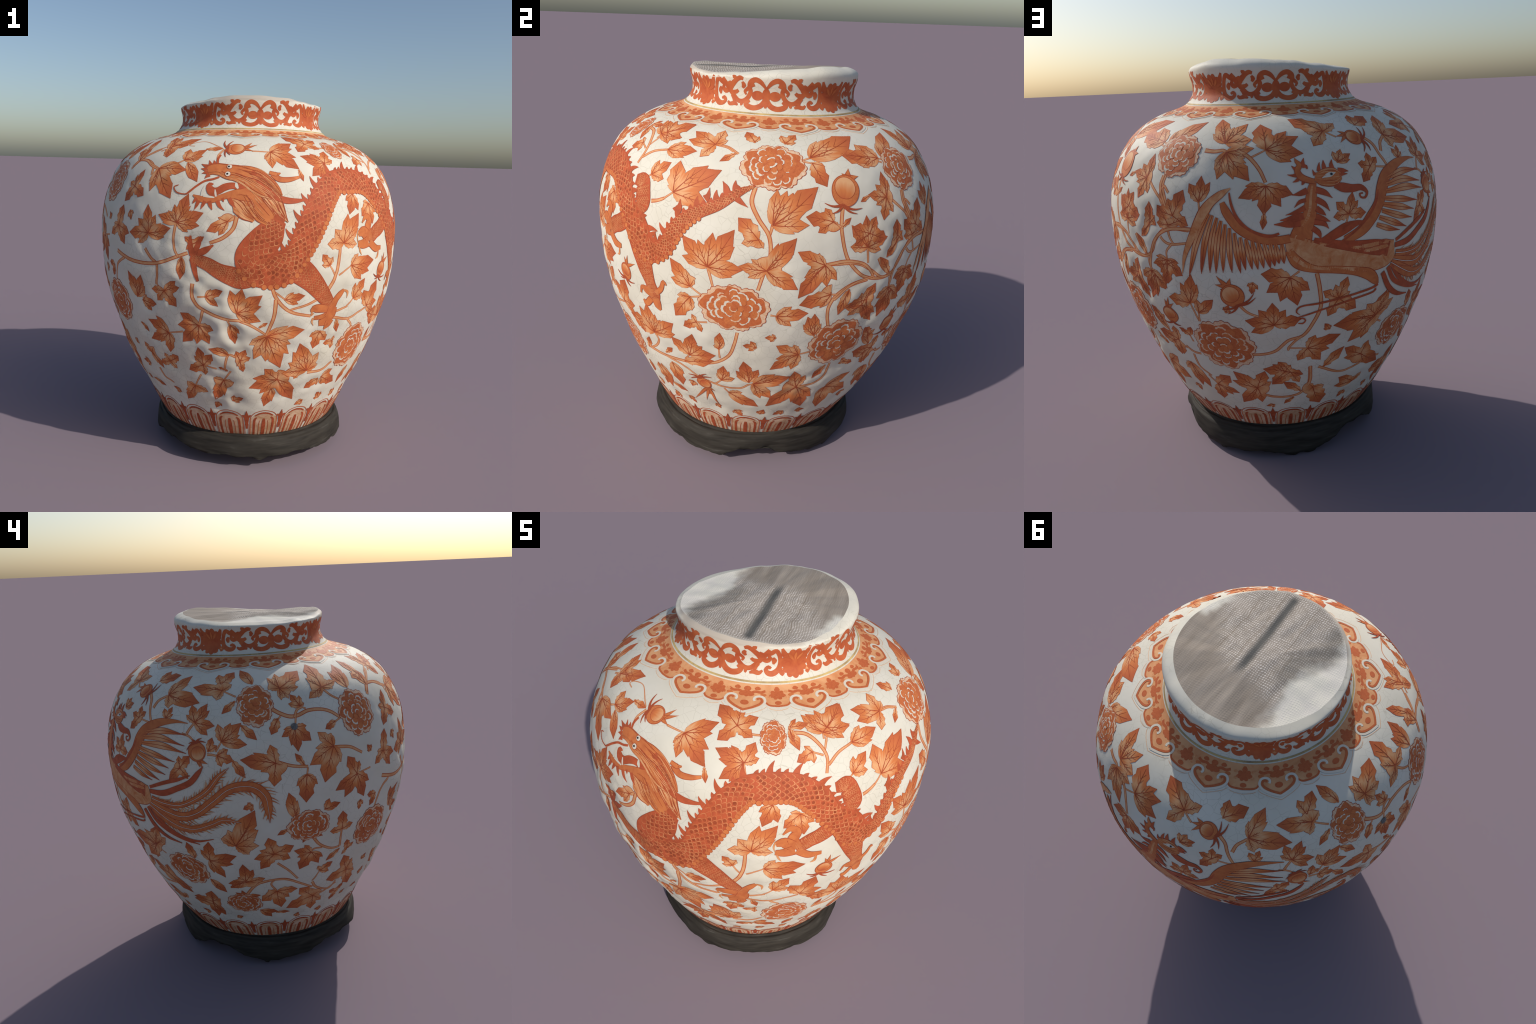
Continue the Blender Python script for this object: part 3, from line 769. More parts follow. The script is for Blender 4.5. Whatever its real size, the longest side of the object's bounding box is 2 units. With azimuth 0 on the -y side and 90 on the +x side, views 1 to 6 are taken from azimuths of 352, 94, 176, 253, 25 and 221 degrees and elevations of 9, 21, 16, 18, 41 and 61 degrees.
bud(72.2, 0.585, -60, 7.8, [(-50, 10.5), (-106, 16.9), (-88, 18.2), (-71, 23.8), (-109, 21.4)], [(171, 6.1), (-160, 5.4), (49, 6.4), (23, 7.1), (80, 3.1)])
bud(164.3, 0.983, 114, 10.7, [(122, 15.9), (134, 13.2), (100, 13.0)], [(40, 9.7), (26, 8.7), (-136, 6.8), (-162, 7.7)])
bud(139.7, 0.848, 93, 9.0, [(83, 13.9), (70, 11.6), (94, 12.4)], [(-170, 7.0), (-18, 4.7)])
bud(207.3, 1.638, 147, 8.4, [(147, 11.4), (-178, 11.0), (165, 12.3)], [(77, 7.7), (54, 8.7), (-104, 6.1), (-69, 6.2)])
bud(233.3, 1.449, -82, 9.3, [(-58, 11.7), (-80, 11.8), (-74, 12.5)], [(-170, 3.8), (2, 5.2), (-141, 6.2), (36, 3.8), (148, 2.6)])
bud(343.2, 1.681, -1, 8.9, [(15, 14.6), (27, 12.8), (-8, 12.5)], [(108, 7.9), (75, 7.3), (-90, 6.5), (-69, 5.4)])
bud(46.0, 1.044, 68, 8.5, [(73, 12.8), (84, 10.9), (46, 13.2)], [(164, 6.9), (-167, 4.7), (-3, 7.7), (-39, 5.4)])

# ---- the dragon
begin('dragon')
brush("leg", RUST, (354.4, 1.103, 5.6), (350.1, 1.077, 5.1), (346.4, 1.090, 4.6), (342.9, 1.109, 3.8), (339.4, 1.138, 3.3), (335.8, 1.157, 2.7), (333.5, 1.165, 1.5))
scale_limb((354.4, 1.103, 5.6), (350.1, 1.077, 5.1), (346.4, 1.090, 4.6), (342.9, 1.109, 3.8), (339.4, 1.138, 3.3), (335.8, 1.157, 2.7), (333.5, 1.165, 1.5))
brush("leg", RUST, (3.7, 1.156, 5.6), (8.9, 1.111, 6.4), (13.3, 1.058, 5.4), (16.7, 1.006, 4.5), (20.1, 0.953, 3.5), (22.3, 0.923, 2.4))
scale_limb((3.7, 1.156, 5.6), (8.9, 1.111, 6.4), (13.3, 1.058, 5.4), (16.7, 1.006, 4.5), (20.1, 0.953, 3.5), (22.3, 0.923, 2.4))
brush("leg", RUST, (47.0, 1.328, 4.2), (44.0, 1.301, 4.1), (41.3, 1.284, 3.9), (38.5, 1.257, 3.5), (37.2, 1.248, 1.9))
scale_limb((47.0, 1.328, 4.2), (44.0, 1.301, 4.1), (41.3, 1.284, 3.9), (38.5, 1.257, 3.5), (37.2, 1.248, 1.9))
brush("leg", RUST, (52.0, 1.321, 6.6), (54.6, 1.239, 6.4), (56.7, 1.150, 4.9), (58.6, 1.075, 3.3), (59.6, 1.030, 3.8), (59.8, 0.985, 2.6))
scale_limb((52.0, 1.321, 6.6), (54.6, 1.239, 6.4), (56.7, 1.150, 4.9), (58.6, 1.075, 3.3), (59.6, 1.030, 3.8), (59.8, 0.985, 2.6))
brush("leg", RUST, (48.8, 1.510, 2.3), (52.2, 1.511, 4.0), (53.7, 1.471, 4.4), (54.3, 1.427, 4.5), (53.3, 1.393, 2.9))
scale_limb((48.8, 1.510, 2.3), (52.2, 1.511, 4.0), (53.7, 1.471, 4.4), (54.3, 1.427, 4.5), (53.3, 1.393, 2.9))
brush("claw", RUST, (334.3, 1.162, 1.5), (335.0, 1.110, 1.3), (336.0, 1.053, 0.7))
brush("claw", RUST, (334.3, 1.177, 1.5), (333.6, 1.222, 1.3), (333.8, 1.271, 0.5))
brush("claw", RUST, (335.3, 1.181, 1.4), (338.5, 1.204, 1.6), (341.3, 1.231, 0.4))
brush("claw", RUST, (334.8, 1.184, 1.4), (336.3, 1.231, 1.3), (337.2, 1.270, 0.4))
brush("claw", ORANGE, (22.5, 0.918, 2.2), (23.6, 0.956, 1.8), (25.2, 0.984, 1.7), (26.6, 1.001, 1.0))
brush("claw", ORANGE, (20.7, 0.909, 1.9), (17.6, 0.917, 2.3), (15.0, 0.917, 2.0), (14.0, 0.902, 0.4))
brush("claw", ORANGE, (21.2, 0.881, 1.7), (18.2, 0.871, 1.4), (15.6, 0.869, 1.1))
brush("claw", ORANGE, (23.0, 0.886, 2.2), (21.1, 0.849, 2.7), (17.8, 0.838, 1.7))
brush("claw", ORANGE, (22.6, 0.854, 2.2), (21.6, 0.823, 1.9), (20.7, 0.800, 0.4))
brush("claw", ORANGE, (22.8, 0.918, 2.7), (22.2, 0.879, 3.2), (20.6, 0.858, 2.3))
brush("claw", WASH, (26.6, 1.001, 0.4), (28.4, 0.987, 0.7), (28.4, 0.956, 0.1))
brush("claw", WASH, (14.5, 0.905, 0.4), (14.5, 0.882, 0.4), (15.3, 0.897, 0.1))
brush("claw", WASH, (15.3, 0.869, 0.5), (14.9, 0.850, 0.5), (15.8, 0.828, 0.1))
brush("claw", ORANGE, (38.3, 1.248, 2.1), (36.3, 1.300, 2.6), (37.3, 1.342, 2.1), (35.5, 1.361, 1.5), (33.3, 1.332, 0.4))
brush("claw", ORANGE, (36.4, 1.265, 2.9), (33.7, 1.287, 2.9), (31.5, 1.278, 1.5))
brush("claw", ORANGE, (37.1, 1.238, 3.0), (34.0, 1.226, 2.5), (31.5, 1.229, 1.6))
brush("claw", ORANGE, (37.8, 1.231, 2.1), (41.6, 1.196, 2.0), (45.3, 1.196, 1.1))
brush("claw", WASH, (31.4, 1.290, 0.4), (31.0, 1.260, 0.4), (31.5, 1.229, 0.1))
brush("claw", WASH, (32.0, 1.215, 0.4), (32.7, 1.189, 0.5), (33.5, 1.171, 0.1))
brush("claw", WASH, (43.8, 1.183, 0.5), (43.4, 1.151, 0.7), (42.2, 1.142, 0.2))
brush("claw", ORANGE, (59.2, 1.025, 2.6), (56.7, 1.033, 2.2), (54.6, 1.039, 1.0), (53.7, 1.005, 0.5))
brush("claw", ORANGE, (60.3, 1.033, 1.5), (62.8, 1.066, 1.3), (63.9, 1.106, 0.9), (64.9, 1.091, 0.4))
brush("claw", ORANGE, (60.0, 1.003, 2.7), (60.8, 0.968, 2.2), (61.7, 0.951, 0.8))
brush("claw", ORANGE, (58.1, 0.994, 1.7), (55.7, 0.959, 1.6), (54.5, 0.975, 0.6))
brush("torso", RUST, (1.6, 1.355, 3.7), (358.4, 1.281, 7.1), (353.2, 1.180, 7.9), (355.8, 1.114, 7.8), (2.6, 1.121, 8.2), (7.1, 1.177, 6.3), (11.0, 1.286, 7.0), (14.7, 1.390, 6.9), (18.3, 1.476, 6.6), (22.9, 1.530, 5.8), (25.4, 1.535, 6.4), (31.8, 1.540, 6.4), (37.7, 1.527, 6.3), (43.0, 1.476, 6.6), (46.7, 1.406, 5.7), (53.1, 1.319, 7.2), (55.2, 1.256, 7.2), (60.1, 1.230, 4.9), (64.7, 1.271, 4.0), (66.9, 1.335, 3.9), (70.2, 1.398, 3.4), (74.4, 1.442, 2.8), (79.9, 1.480, 2.4), (84.0, 1.520, 2.0), (86.6, 1.542, 1.5), (90.2, 1.563, 0.4))
scale_rows((1.6, 1.355, 3.7), (358.4, 1.281, 7.1), (353.2, 1.180, 7.9), (355.8, 1.114, 7.8), (2.6, 1.121, 8.2), (7.1, 1.177, 6.3), (11.0, 1.286, 7.0), (14.7, 1.390, 6.9), (18.3, 1.476, 6.6), (22.9, 1.530, 5.8), (25.4, 1.535, 6.4), (31.8, 1.540, 6.4), (37.7, 1.527, 6.3), (43.0, 1.476, 6.6), (46.7, 1.406, 5.7), (53.1, 1.319, 7.2), (55.2, 1.256, 7.2), (60.1, 1.230, 4.9), (64.7, 1.271, 4.0), (66.9, 1.335, 3.9), (70.2, 1.398, 3.4), (74.4, 1.442, 2.8), (79.9, 1.480, 2.4), (84.0, 1.520, 2.0), (86.6, 1.542, 1.5), (90.2, 1.563, 0.4))
brush("tail_flame", RUST, (82.4, 1.518, 1.6), (81.6, 1.547, 1.2), (80.3, 1.569, 0.1))
brush("tail_flame", RUST, (85.2, 1.534, 1.6), (85.0, 1.552, 1.1), (83.8, 1.566, 0.1))
brush("tail_flame", RUST, (84.3, 1.521, 1.6), (86.4, 1.501, 1.0), (88.6, 1.483, 0.1))
brush("tail_flame", RUST, (67.2, 1.425, 2.1), (68.2, 1.447, 1.4), (68.1, 1.479, 0.2))
brush("tail_flame", RUST, (75.8, 1.495, 1.7), (76.6, 1.509, 1.1), (76.7, 1.540, 0.1))
brush("mane", WASH, (346.7, 1.449, 2.1), (349.5, 1.426, 5.1), (351.6, 1.387, 4.4), (354.1, 1.354, 2.0))
brush("mane", ORANGE, (352.2, 1.481, 4.5), (355.0, 1.435, 6.2), (357.8, 1.388, 6.5), (359.8, 1.352, 4.5))
brush("mane", WASH, (357.8, 1.475, 3.6), (0.1, 1.436, 3.9), (2.2, 1.386, 2.5), (4.4, 1.342, 0.3))
brush("head", ORANGE, (337.6, 1.572, 2.5), (339.8, 1.582, 3.2), (342.2, 1.580, 3.4), (345.1, 1.570, 4.1), (348.1, 1.564, 4.4), (351.4, 1.548, 5.0), (354.6, 1.525, 5.8), (357.9, 1.496, 5.4), (0.4, 1.466, 3.2))
brush("head", ORANGE, (347.6, 1.581, 2.4), (351.4, 1.572, 3.2), (355.1, 1.559, 3.1), (358.7, 1.526, 2.6), (1.2, 1.490, 1.8), (2.6, 1.463, 0.7))
brush("jaw", ORANGE, (352.7, 1.467, 3.5), (349.4, 1.467, 3.0), (346.2, 1.464, 1.9), (343.8, 1.455, 1.4), (341.1, 1.442, 1.5), (338.2, 1.438, 1.5), (335.9, 1.445, 1.4), (333.8, 1.459, 0.4))
brush("brow", RUST, (352.6, 1.572, 1.3), (355.1, 1.545, 2.0), (357.2, 1.512, 2.2), (358.8, 1.482, 2.2), (0.9, 1.456, 1.6), (4.0, 1.443, 1.6), (7.1, 1.441, 1.2), (10.2, 1.446, 0.6))
brush("horn", ORANGE, (0.1, 1.564, 1.8), (2.2, 1.540, 1.5), (5.5, 1.539, 1.3), (9.3, 1.551, 0.7))
brush("horn", ORANGE, (358.9, 1.570, 1.0), (1.1, 1.562, 1.2), (2.8, 1.568, 0.3))
brush("tongue", RUST, (351.0, 1.511, 1.4), (349.1, 1.503, 1.5), (346.4, 1.506, 1.6), (344.1, 1.498, 1.8), (342.0, 1.481, 1.8), (340.1, 1.477, 2.2), (339.0, 1.497, 1.6), (339.2, 1.510, 1.1), (340.3, 1.511, 0.3))
brush("frill", RUST, (338.2, 1.599, 1.1), (337.9, 1.610, 0.6), (337.4, 1.622, 0.1))
brush("frill", RUST, (337.3, 1.592, 1.2), (336.1, 1.597, 0.7), (334.8, 1.604, 0.1))
brush("frill", RUST, (337.2, 1.578, 1.2), (336.1, 1.580, 0.7), (335.0, 1.582, 0.1))
brush("frill", RUST, (337.7, 1.566, 1.2), (336.7, 1.564, 0.7), (335.7, 1.559, 0.1))
brush("frill", RUST, (338.4, 1.555, 1.2), (337.6, 1.547, 0.7), (337.0, 1.536, 0.1))
brush("frill", RUST, (339.5, 1.603, 1.1), (339.5, 1.614, 0.6), (339.1, 1.622, 0.1))
brush("frill", RUST, (340.8, 1.607, 0.5), (340.5, 1.628, 0.6), (341.2, 1.649, 0.5))
brush("frill", RUST, (336.0, 1.435, 1.0), (335.4, 1.411, 0.7), (334.8, 1.392, 0.1))
brush("frill", RUST, (338.0, 1.432, 0.9), (337.4, 1.412, 0.7), (336.9, 1.395, 0.1))
brush("frill", RUST, (339.4, 1.433, 1.0), (340.0, 1.410, 0.8), (340.6, 1.393, 0.1))
brush("frill", RUST, (342.0, 1.437, 1.0), (342.9, 1.411, 0.8), (344.5, 1.392, 0.1))
brush("frill", RUST, (345.7, 1.449, 0.9), (346.7, 1.426, 1.0), (347.9, 1.406, 0.3))
brush("frill", RUST, (335.2, 1.445, 0.9), (334.3, 1.427, 0.5), (334.0, 1.420, 0.1))
brush("frill", RUST, (343.6, 1.448, 0.7), (343.9, 1.438, 0.5), (344.1, 1.431, 0.1))
brush("whisker", RUST, (342.0, 1.545, 0.5), (339.9, 1.534, 0.5), (337.2, 1.525, 0.5), (334.4, 1.499, 0.5), (332.1, 1.471, 0.5), (330.9, 1.462, 0.3), (327.7, 1.470, 0.3), (326.4, 1.494, 0.3), (328.0, 1.504, 0.2))
brush("tooth", PALE, (347.8, 1.520, 0.4), (348.0, 1.505, 0.8), (348.5, 1.493, 0.4))
brush("tooth", PALE, (341.0, 1.487, 0.2), (341.2, 1.471, 0.5), (341.5, 1.454, 0.4))
brush("tooth", PALE, (337.4, 1.503, 0.1), (336.9, 1.483, 0.4), (336.7, 1.455, 0.5))
brush("tooth", PALE, (337.3, 1.456, 0.4), (339.3, 1.453, 0.5), (341.0, 1.450, 0.3))
disc("eye", PALE, 345.2, 1.593, 1.58)
disc("eye", PALE, 344.8, 1.559, 1.67)
disc("pupil", BLACK, 344.9, 1.593, 0.56)
disc("pupil", BLACK, 344.6, 1.559, 0.56)

# ---- the phoenix
begin('phoenix')
brush("wing", ORANGE, (195.5, 1.245, 2.0), (200.8, 1.278, 2.5), (204.5, 1.329, 3.0), (207.4, 1.380, 2.8), (209.5, 1.442, 3.2), (212.3, 1.491, 2.8), (218.1, 1.527, 2.1), (224.7, 1.539, 0.9), (229.9, 1.533, 0.2))
brush("wing_feather", FEATHER, (212.6, 1.476, 1.2), (220.4, 1.492, 1.6), (229.5, 1.482, 0.2))
brush("wing_feather", FEATHER, (211.4, 1.450, 1.3), (219.4, 1.459, 1.7), (229.2, 1.431, 0.2))
brush("wing_feather", FEATHER, (210.9, 1.422, 1.3), (220.3, 1.423, 1.7), (229.9, 1.397, 0.2))
brush("wing_feather", FEATHER, (209.9, 1.395, 1.3), (217.6, 1.375, 1.5), (225.5, 1.352, 0.2))
brush("wing_feather", FEATHER, (209.1, 1.371, 1.3), (216.6, 1.343, 1.5), (223.0, 1.318, 0.2))
brush("wing_feather", FEATHER, (208.4, 1.346, 1.3), (215.4, 1.308, 1.4), (221.6, 1.283, 0.2))
brush("wing_feather", FEATHER, (207.2, 1.319, 1.3), (213.7, 1.279, 1.4), (218.8, 1.249, 0.2))
brush("wing_feather", FEATHER, (206.1, 1.290, 1.3), (210.8, 1.262, 1.2), (215.5, 1.242, 0.2))
brush("wing", RUST, (188.6, 1.251, 1.5), (192.2, 1.275, 2.1), (195.6, 1.297, 2.3), (199.1, 1.311, 1.3), (202.5, 1.315, 0.2))
brush("wing", RUST, (193.8, 1.236, 0.5), (199.2, 1.284, 0.6), (203.8, 1.341, 0.7), (206.4, 1.391, 0.7), (207.8, 1.436, 0.3))
brush("body", WASH, (179.8, 1.283, 2.5), (181.3, 1.244, 4.8), (184.3, 1.205, 6.2), (188.2, 1.187, 6.4), (193.2, 1.169, 6.0), (198.6, 1.157, 6.1), (204.5, 1.151, 6.8), (209.7, 1.154, 6.5), (213.4, 1.162, 4.4))
brush("body", ORANGE, (179.1, 1.226, 1.7), (181.6, 1.170, 2.6), (186.2, 1.136, 1.7), (192.2, 1.122, 1.7), (198.7, 1.101, 2.0), (203.5, 1.074, 2.7), (206.0, 1.040, 2.2), (207.3, 1.013, 0.9))
brush("body", RUST, (186.3, 1.261, 1.1), (190.2, 1.243, 1.7), (194.2, 1.227, 2.0), (199.6, 1.209, 2.7), (205.6, 1.191, 3.6), (211.0, 1.169, 3.4))
brush("neck", ORANGE, (187.4, 1.496, 1.1), (186.6, 1.470, 1.9), (185.9, 1.415, 2.6), (185.2, 1.361, 3.0), (183.6, 1.316, 4.0), (182.5, 1.266, 4.9))
brush("neck", WASH, (186.7, 1.481, 0.4), (186.0, 1.441, 0.5), (185.6, 1.401, 0.6), (184.8, 1.359, 0.6), (183.2, 1.324, 0.5))
brush("neck_feather", RUST, (187.7, 1.464, 1.4), (190.2, 1.450, 1.2), (192.3, 1.426, 0.1))
brush("neck_feather", RUST, (187.5, 1.426, 1.3), (189.7, 1.406, 1.1), (191.2, 1.375, 0.1))
brush("neck_feather", RUST, (187.3, 1.391, 1.3), (188.9, 1.373, 1.0), (190.0, 1.359, 0.1))
brush("neck_feather", RUST, (187.1, 1.359, 1.3), (189.4, 1.344, 1.0), (191.2, 1.332, 0.1))
brush("neck_feather", RUST, (186.5, 1.337, 1.2), (189.2, 1.327, 1.1), (190.7, 1.303, 0.1))
brush("neck_feather", RUST, (186.0, 1.312, 1.2), (187.7, 1.290, 1.1), (188.3, 1.263, 0.2))
brush("neck_feather", RUST, (185.2, 1.464, 1.3), (183.2, 1.454, 1.1), (180.7, 1.449, 0.1))
brush("neck_feather", RUST, (184.6, 1.427, 0.8), (182.8, 1.421, 0.8), (181.2, 1.400, 0.1))
brush("neck_feather", RUST, (184.2, 1.398, 1.1), (181.7, 1.382, 0.9), (178.7, 1.372, 0.1))
brush("neck_feather", RUST, (183.7, 1.365, 1.4), (180.9, 1.357, 1.5), (177.2, 1.352, 0.2))
brush("neck_feather", RUST, (182.7, 1.339, 1.7), (179.3, 1.336, 1.5), (175.5, 1.336, 0.2))
brush("head", ORANGE, (187.8, 1.514, 1.7), (189.6, 1.509, 3.3), (192.1, 1.509, 4.1), (194.4, 1.509, 3.6), (196.0, 1.510, 1.4))
brush("beak", RUST, (195.2, 1.530, 1.3), (197.0, 1.529, 0.9), (198.6, 1.524, 0.1))
brush("beak", RUST, (195.4, 1.516, 1.2), (196.7, 1.516, 0.7), (198.1, 1.514, 0.1))
brush("wattle", RUST, (193.4, 1.476, 1.2), (195.8, 1.464, 2.0), (198.8, 1.456, 1.7), (201.8, 1.455, 1.3), (203.6, 1.433, 0.7), (202.7, 1.412, 0.5), (201.3, 1.416, 0.4), (201.1, 1.430, 0.4), (202.2, 1.431, 0.3))
brush("crest", RUST, (189.2, 1.534, 0.9), (189.4, 1.552, 0.6), (189.8, 1.568, 0.1))
brush("crest", RUST, (191.0, 1.542, 1.0), (191.0, 1.558, 0.8), (191.1, 1.575, 0.1))
brush("crest", RUST, (193.4, 1.542, 1.1), (193.4, 1.558, 0.8), (193.9, 1.575, 0.1))
brush("crest", RUST, (188.0, 1.522, 0.9), (187.6, 1.530, 0.5), (187.4, 1.542, 0.1))
brush("crest", RUST, (184.5, 1.556, 1.1), (184.7, 1.571, 0.8), (185.2, 1.588, 0.1))
brush("crest", RUST, (182.4, 1.547, 0.9), (181.8, 1.553, 0.5), (181.2, 1.561, 0.1))
brush("crest", RUST, (182.4, 1.524, 0.9), (181.2, 1.524, 0.5), (179.8, 1.528, 0.1))
brush("crest", RUST, (182.9, 1.508, 0.8), (182.1, 1.502, 0.5), (181.2, 1.498, 0.1))
brush("crest", RUST, (184.4, 1.499, 0.8), (184.0, 1.490, 0.5), (183.7, 1.486, 0.1))
brush("crest", ORANGE, (187.6, 1.496, 1.1), (185.5, 1.504, 1.4), (183.6, 1.518, 1.5), (182.8, 1.542, 1.3), (183.7, 1.562, 1.1), (182.8, 1.576, 0.8), (182.4, 1.590, 0.1))
brush("crest", RUST, (184.5, 1.559, 0.9), (185.6, 1.555, 0.7), (185.8, 1.545, 0.2))
brush("eye", PALE, (189.9, 1.507, 0.1), (191.5, 1.515, 0.8), (192.8, 1.519, 1.0), (194.3, 1.524, 0.1))
brush("wing", WASH, (163.4, 1.482, 0.3), (160.8, 1.460, 1.5), (158.0, 1.429, 1.9), (155.9, 1.391, 2.4), (154.4, 1.348, 2.4), (152.6, 1.296, 2.0), (150.6, 1.241, 1.4), (149.0, 1.185, 0.9), (147.8, 1.111, 0.2))
brush("wing", ORANGE, (179.7, 1.276, 1.8), (176.4, 1.270, 1.9), (173.2, 1.275, 2.1), (169.1, 1.292, 1.9), (165.8, 1.323, 1.9), (163.7, 1.360, 1.9), (162.1, 1.396, 1.8), (161.1, 1.427, 1.1))
brush("wing_feather", FEATHER, (157.4, 1.380, 0.9), (153.6, 1.266, 1.5), (151.1, 1.148, 0.9), (150.1, 1.103, 0.1))
brush("wing_feather", FEATHER, (158.4, 1.375, 0.9), (156.1, 1.269, 1.4), (154.7, 1.161, 0.9), (154.3, 1.121, 0.1))
brush("wing_feather", FEATHER, (159.7, 1.366, 0.9), (158.0, 1.267, 1.4), (157.2, 1.167, 0.8), (157.0, 1.129, 0.1))
brush("wing_feather", FEATHER, (160.9, 1.354, 0.9), (159.6, 1.259, 1.4), (159.0, 1.164, 0.8), (158.8, 1.128, 0.1))
brush("wing_feather", FEATHER, (162.1, 1.340, 0.9), (161.3, 1.251, 1.3), (161.0, 1.165, 0.8), (160.9, 1.133, 0.1))
brush("wing_feather", FEATHER, (163.3, 1.325, 0.9), (163.1, 1.243, 1.3), (163.3, 1.164, 0.8), (163.5, 1.134, 0.1))
brush("wing_feather", FEATHER, (164.6, 1.305, 0.9), (165.0, 1.230, 1.3), (165.6, 1.159, 0.8), (165.9, 1.132, 0.1))
brush("wing_feather", FEATHER, (166.2, 1.287, 0.9), (166.6, 1.225, 1.3), (167.1, 1.168, 0.8), (167.3, 1.146, 0.1))
brush("wing_feather", FEATHER, (167.7, 1.280, 0.9), (168.4, 1.222, 1.3), (168.9, 1.169, 0.8), (169.1, 1.149, 0.1))
brush("wing_feather", FEATHER, (169.4, 1.272, 0.9), (170.0, 1.217, 1.3), (170.5, 1.167, 0.8), (170.7, 1.148, 0.1))
brush("wing_feather", FEATHER, (171.0, 1.266, 0.9), (171.6, 1.216, 1.3), (172.1, 1.171, 0.8), (172.3, 1.153, 0.1))
brush("wing_feather", FEATHER, (172.6, 1.261, 0.9), (173.3, 1.213, 1.3), (173.9, 1.169, 0.8), (174.1, 1.152, 0.1))
brush("wing_feather", FEATHER, (174.3, 1.257, 0.9), (174.7, 1.214, 1.3), (175.2, 1.175, 0.8), (175.3, 1.160, 0.1))
brush("wing_feather", FEATHER, (175.7, 1.254, 0.9), (176.1, 1.216, 1.3), (176.4, 1.182, 0.8), (176.5, 1.170, 0.1))
brush("wing_feather", FEATHER, (177.4, 1.253, 0.9), (177.6, 1.215, 1.3), (177.8, 1.181, 0.7), (177.9, 1.169, 0.1))
brush("wing", RUST, (176.8, 1.299, 0.5), (174.8, 1.290, 0.7), (172.4, 1.294, 0.7), (169.1, 1.315, 0.6), (166.4, 1.348, 0.7), (164.6, 1.389, 0.6), (163.5, 1.435, 0.5), (163.1, 1.465, 0.3))
brush("tail_plume", RUST, (213.5, 1.178, 1.2), (219.7, 1.183, 1.6), (225.4, 1.217, 1.5), (230.7, 1.256, 1.5), (233.8, 1.305, 1.2), (235.7, 1.341, 0.2))
brush("tail_plume", RUST, (213.8, 1.201, 0.8), (221.2, 1.243, 1.0), (226.2, 1.265, 0.9), (230.9, 1.292, 0.3))
brush("tail_streamer", RUST, (211.0, 1.084, 1.1), (214.2, 1.012, 1.2), (219.9, 0.963, 1.1), (225.8, 0.930, 0.8), (231.0, 0.913, 0.2))
brush("tail_streamer", RUST, (208.9, 1.065, 1.2), (212.4, 0.981, 1.4), (217.3, 0.929, 1.1), (223.4, 0.904, 0.3))
brush("tail_streamer", RUST, (212.2, 1.094, 0.8), (216.3, 1.019, 1.0), (223.3, 0.954, 0.9), (229.9, 0.933, 0.7), (236.5, 0.953, 0.2))
brush("fringed_plume", ORANGE, (214.0, 1.140, 1.6), (220.3, 1.126, 1.7), (225.8, 1.130, 1.5), (231.4, 1.167, 1.5), (236.5, 1.220, 1.6), (240.3, 1.288, 1.3), (244.2, 1.336, 0.2))
brush("fringed_plume", ORANGE, (213.1, 1.114, 1.8), (219.7, 1.082, 2.7), (225.9, 1.068, 2.6), (231.9, 1.096, 2.3), (237.8, 1.162, 2.3), (243.2, 1.225, 2.4), (248.2, 1.244, 2.5), (252.3, 1.231, 2.7), (255.1, 1.185, 2.6), (255.8, 1.120, 2.0), (256.1, 1.044, 0.2))
brush("fringed_plume", ORANGE, (212.3, 1.100, 1.9), (218.7, 1.044, 2.8), (224.2, 1.009, 2.4), (230.1, 1.004, 2.0), (236.1, 1.036, 1.8), (241.2, 1.068, 1.4), (246.7, 1.052, 0.2))
brush("leg", RUST, (207.6, 1.012, 0.6), (205.6, 1.002, 0.6), (197.0, 0.987, 0.5), (188.4, 0.973, 0.5), (183.3, 0.969, 0.4), (181.5, 0.958, 0.4), (181.1, 0.939, 0.3), (182.2, 0.924, 0.1))
brush("leg", RUST, (206.7, 0.995, 0.6), (206.1, 0.980, 0.5), (198.2, 0.965, 0.5), (190.6, 0.944, 0.4), (184.3, 0.922, 0.4), (180.9, 0.910, 0.2))
brush("leg", RUST, (181.6, 0.882, 0.2), (183.0, 0.878, 0.4), (183.9, 0.893, 0.3), (182.9, 0.907, 0.4), (182.0, 0.898, 0.2))
disc("pupil", BLACK, 192.9, 1.519, 0.62)
disc("chip", CHIP, 266.3, 1.502, 1.89)



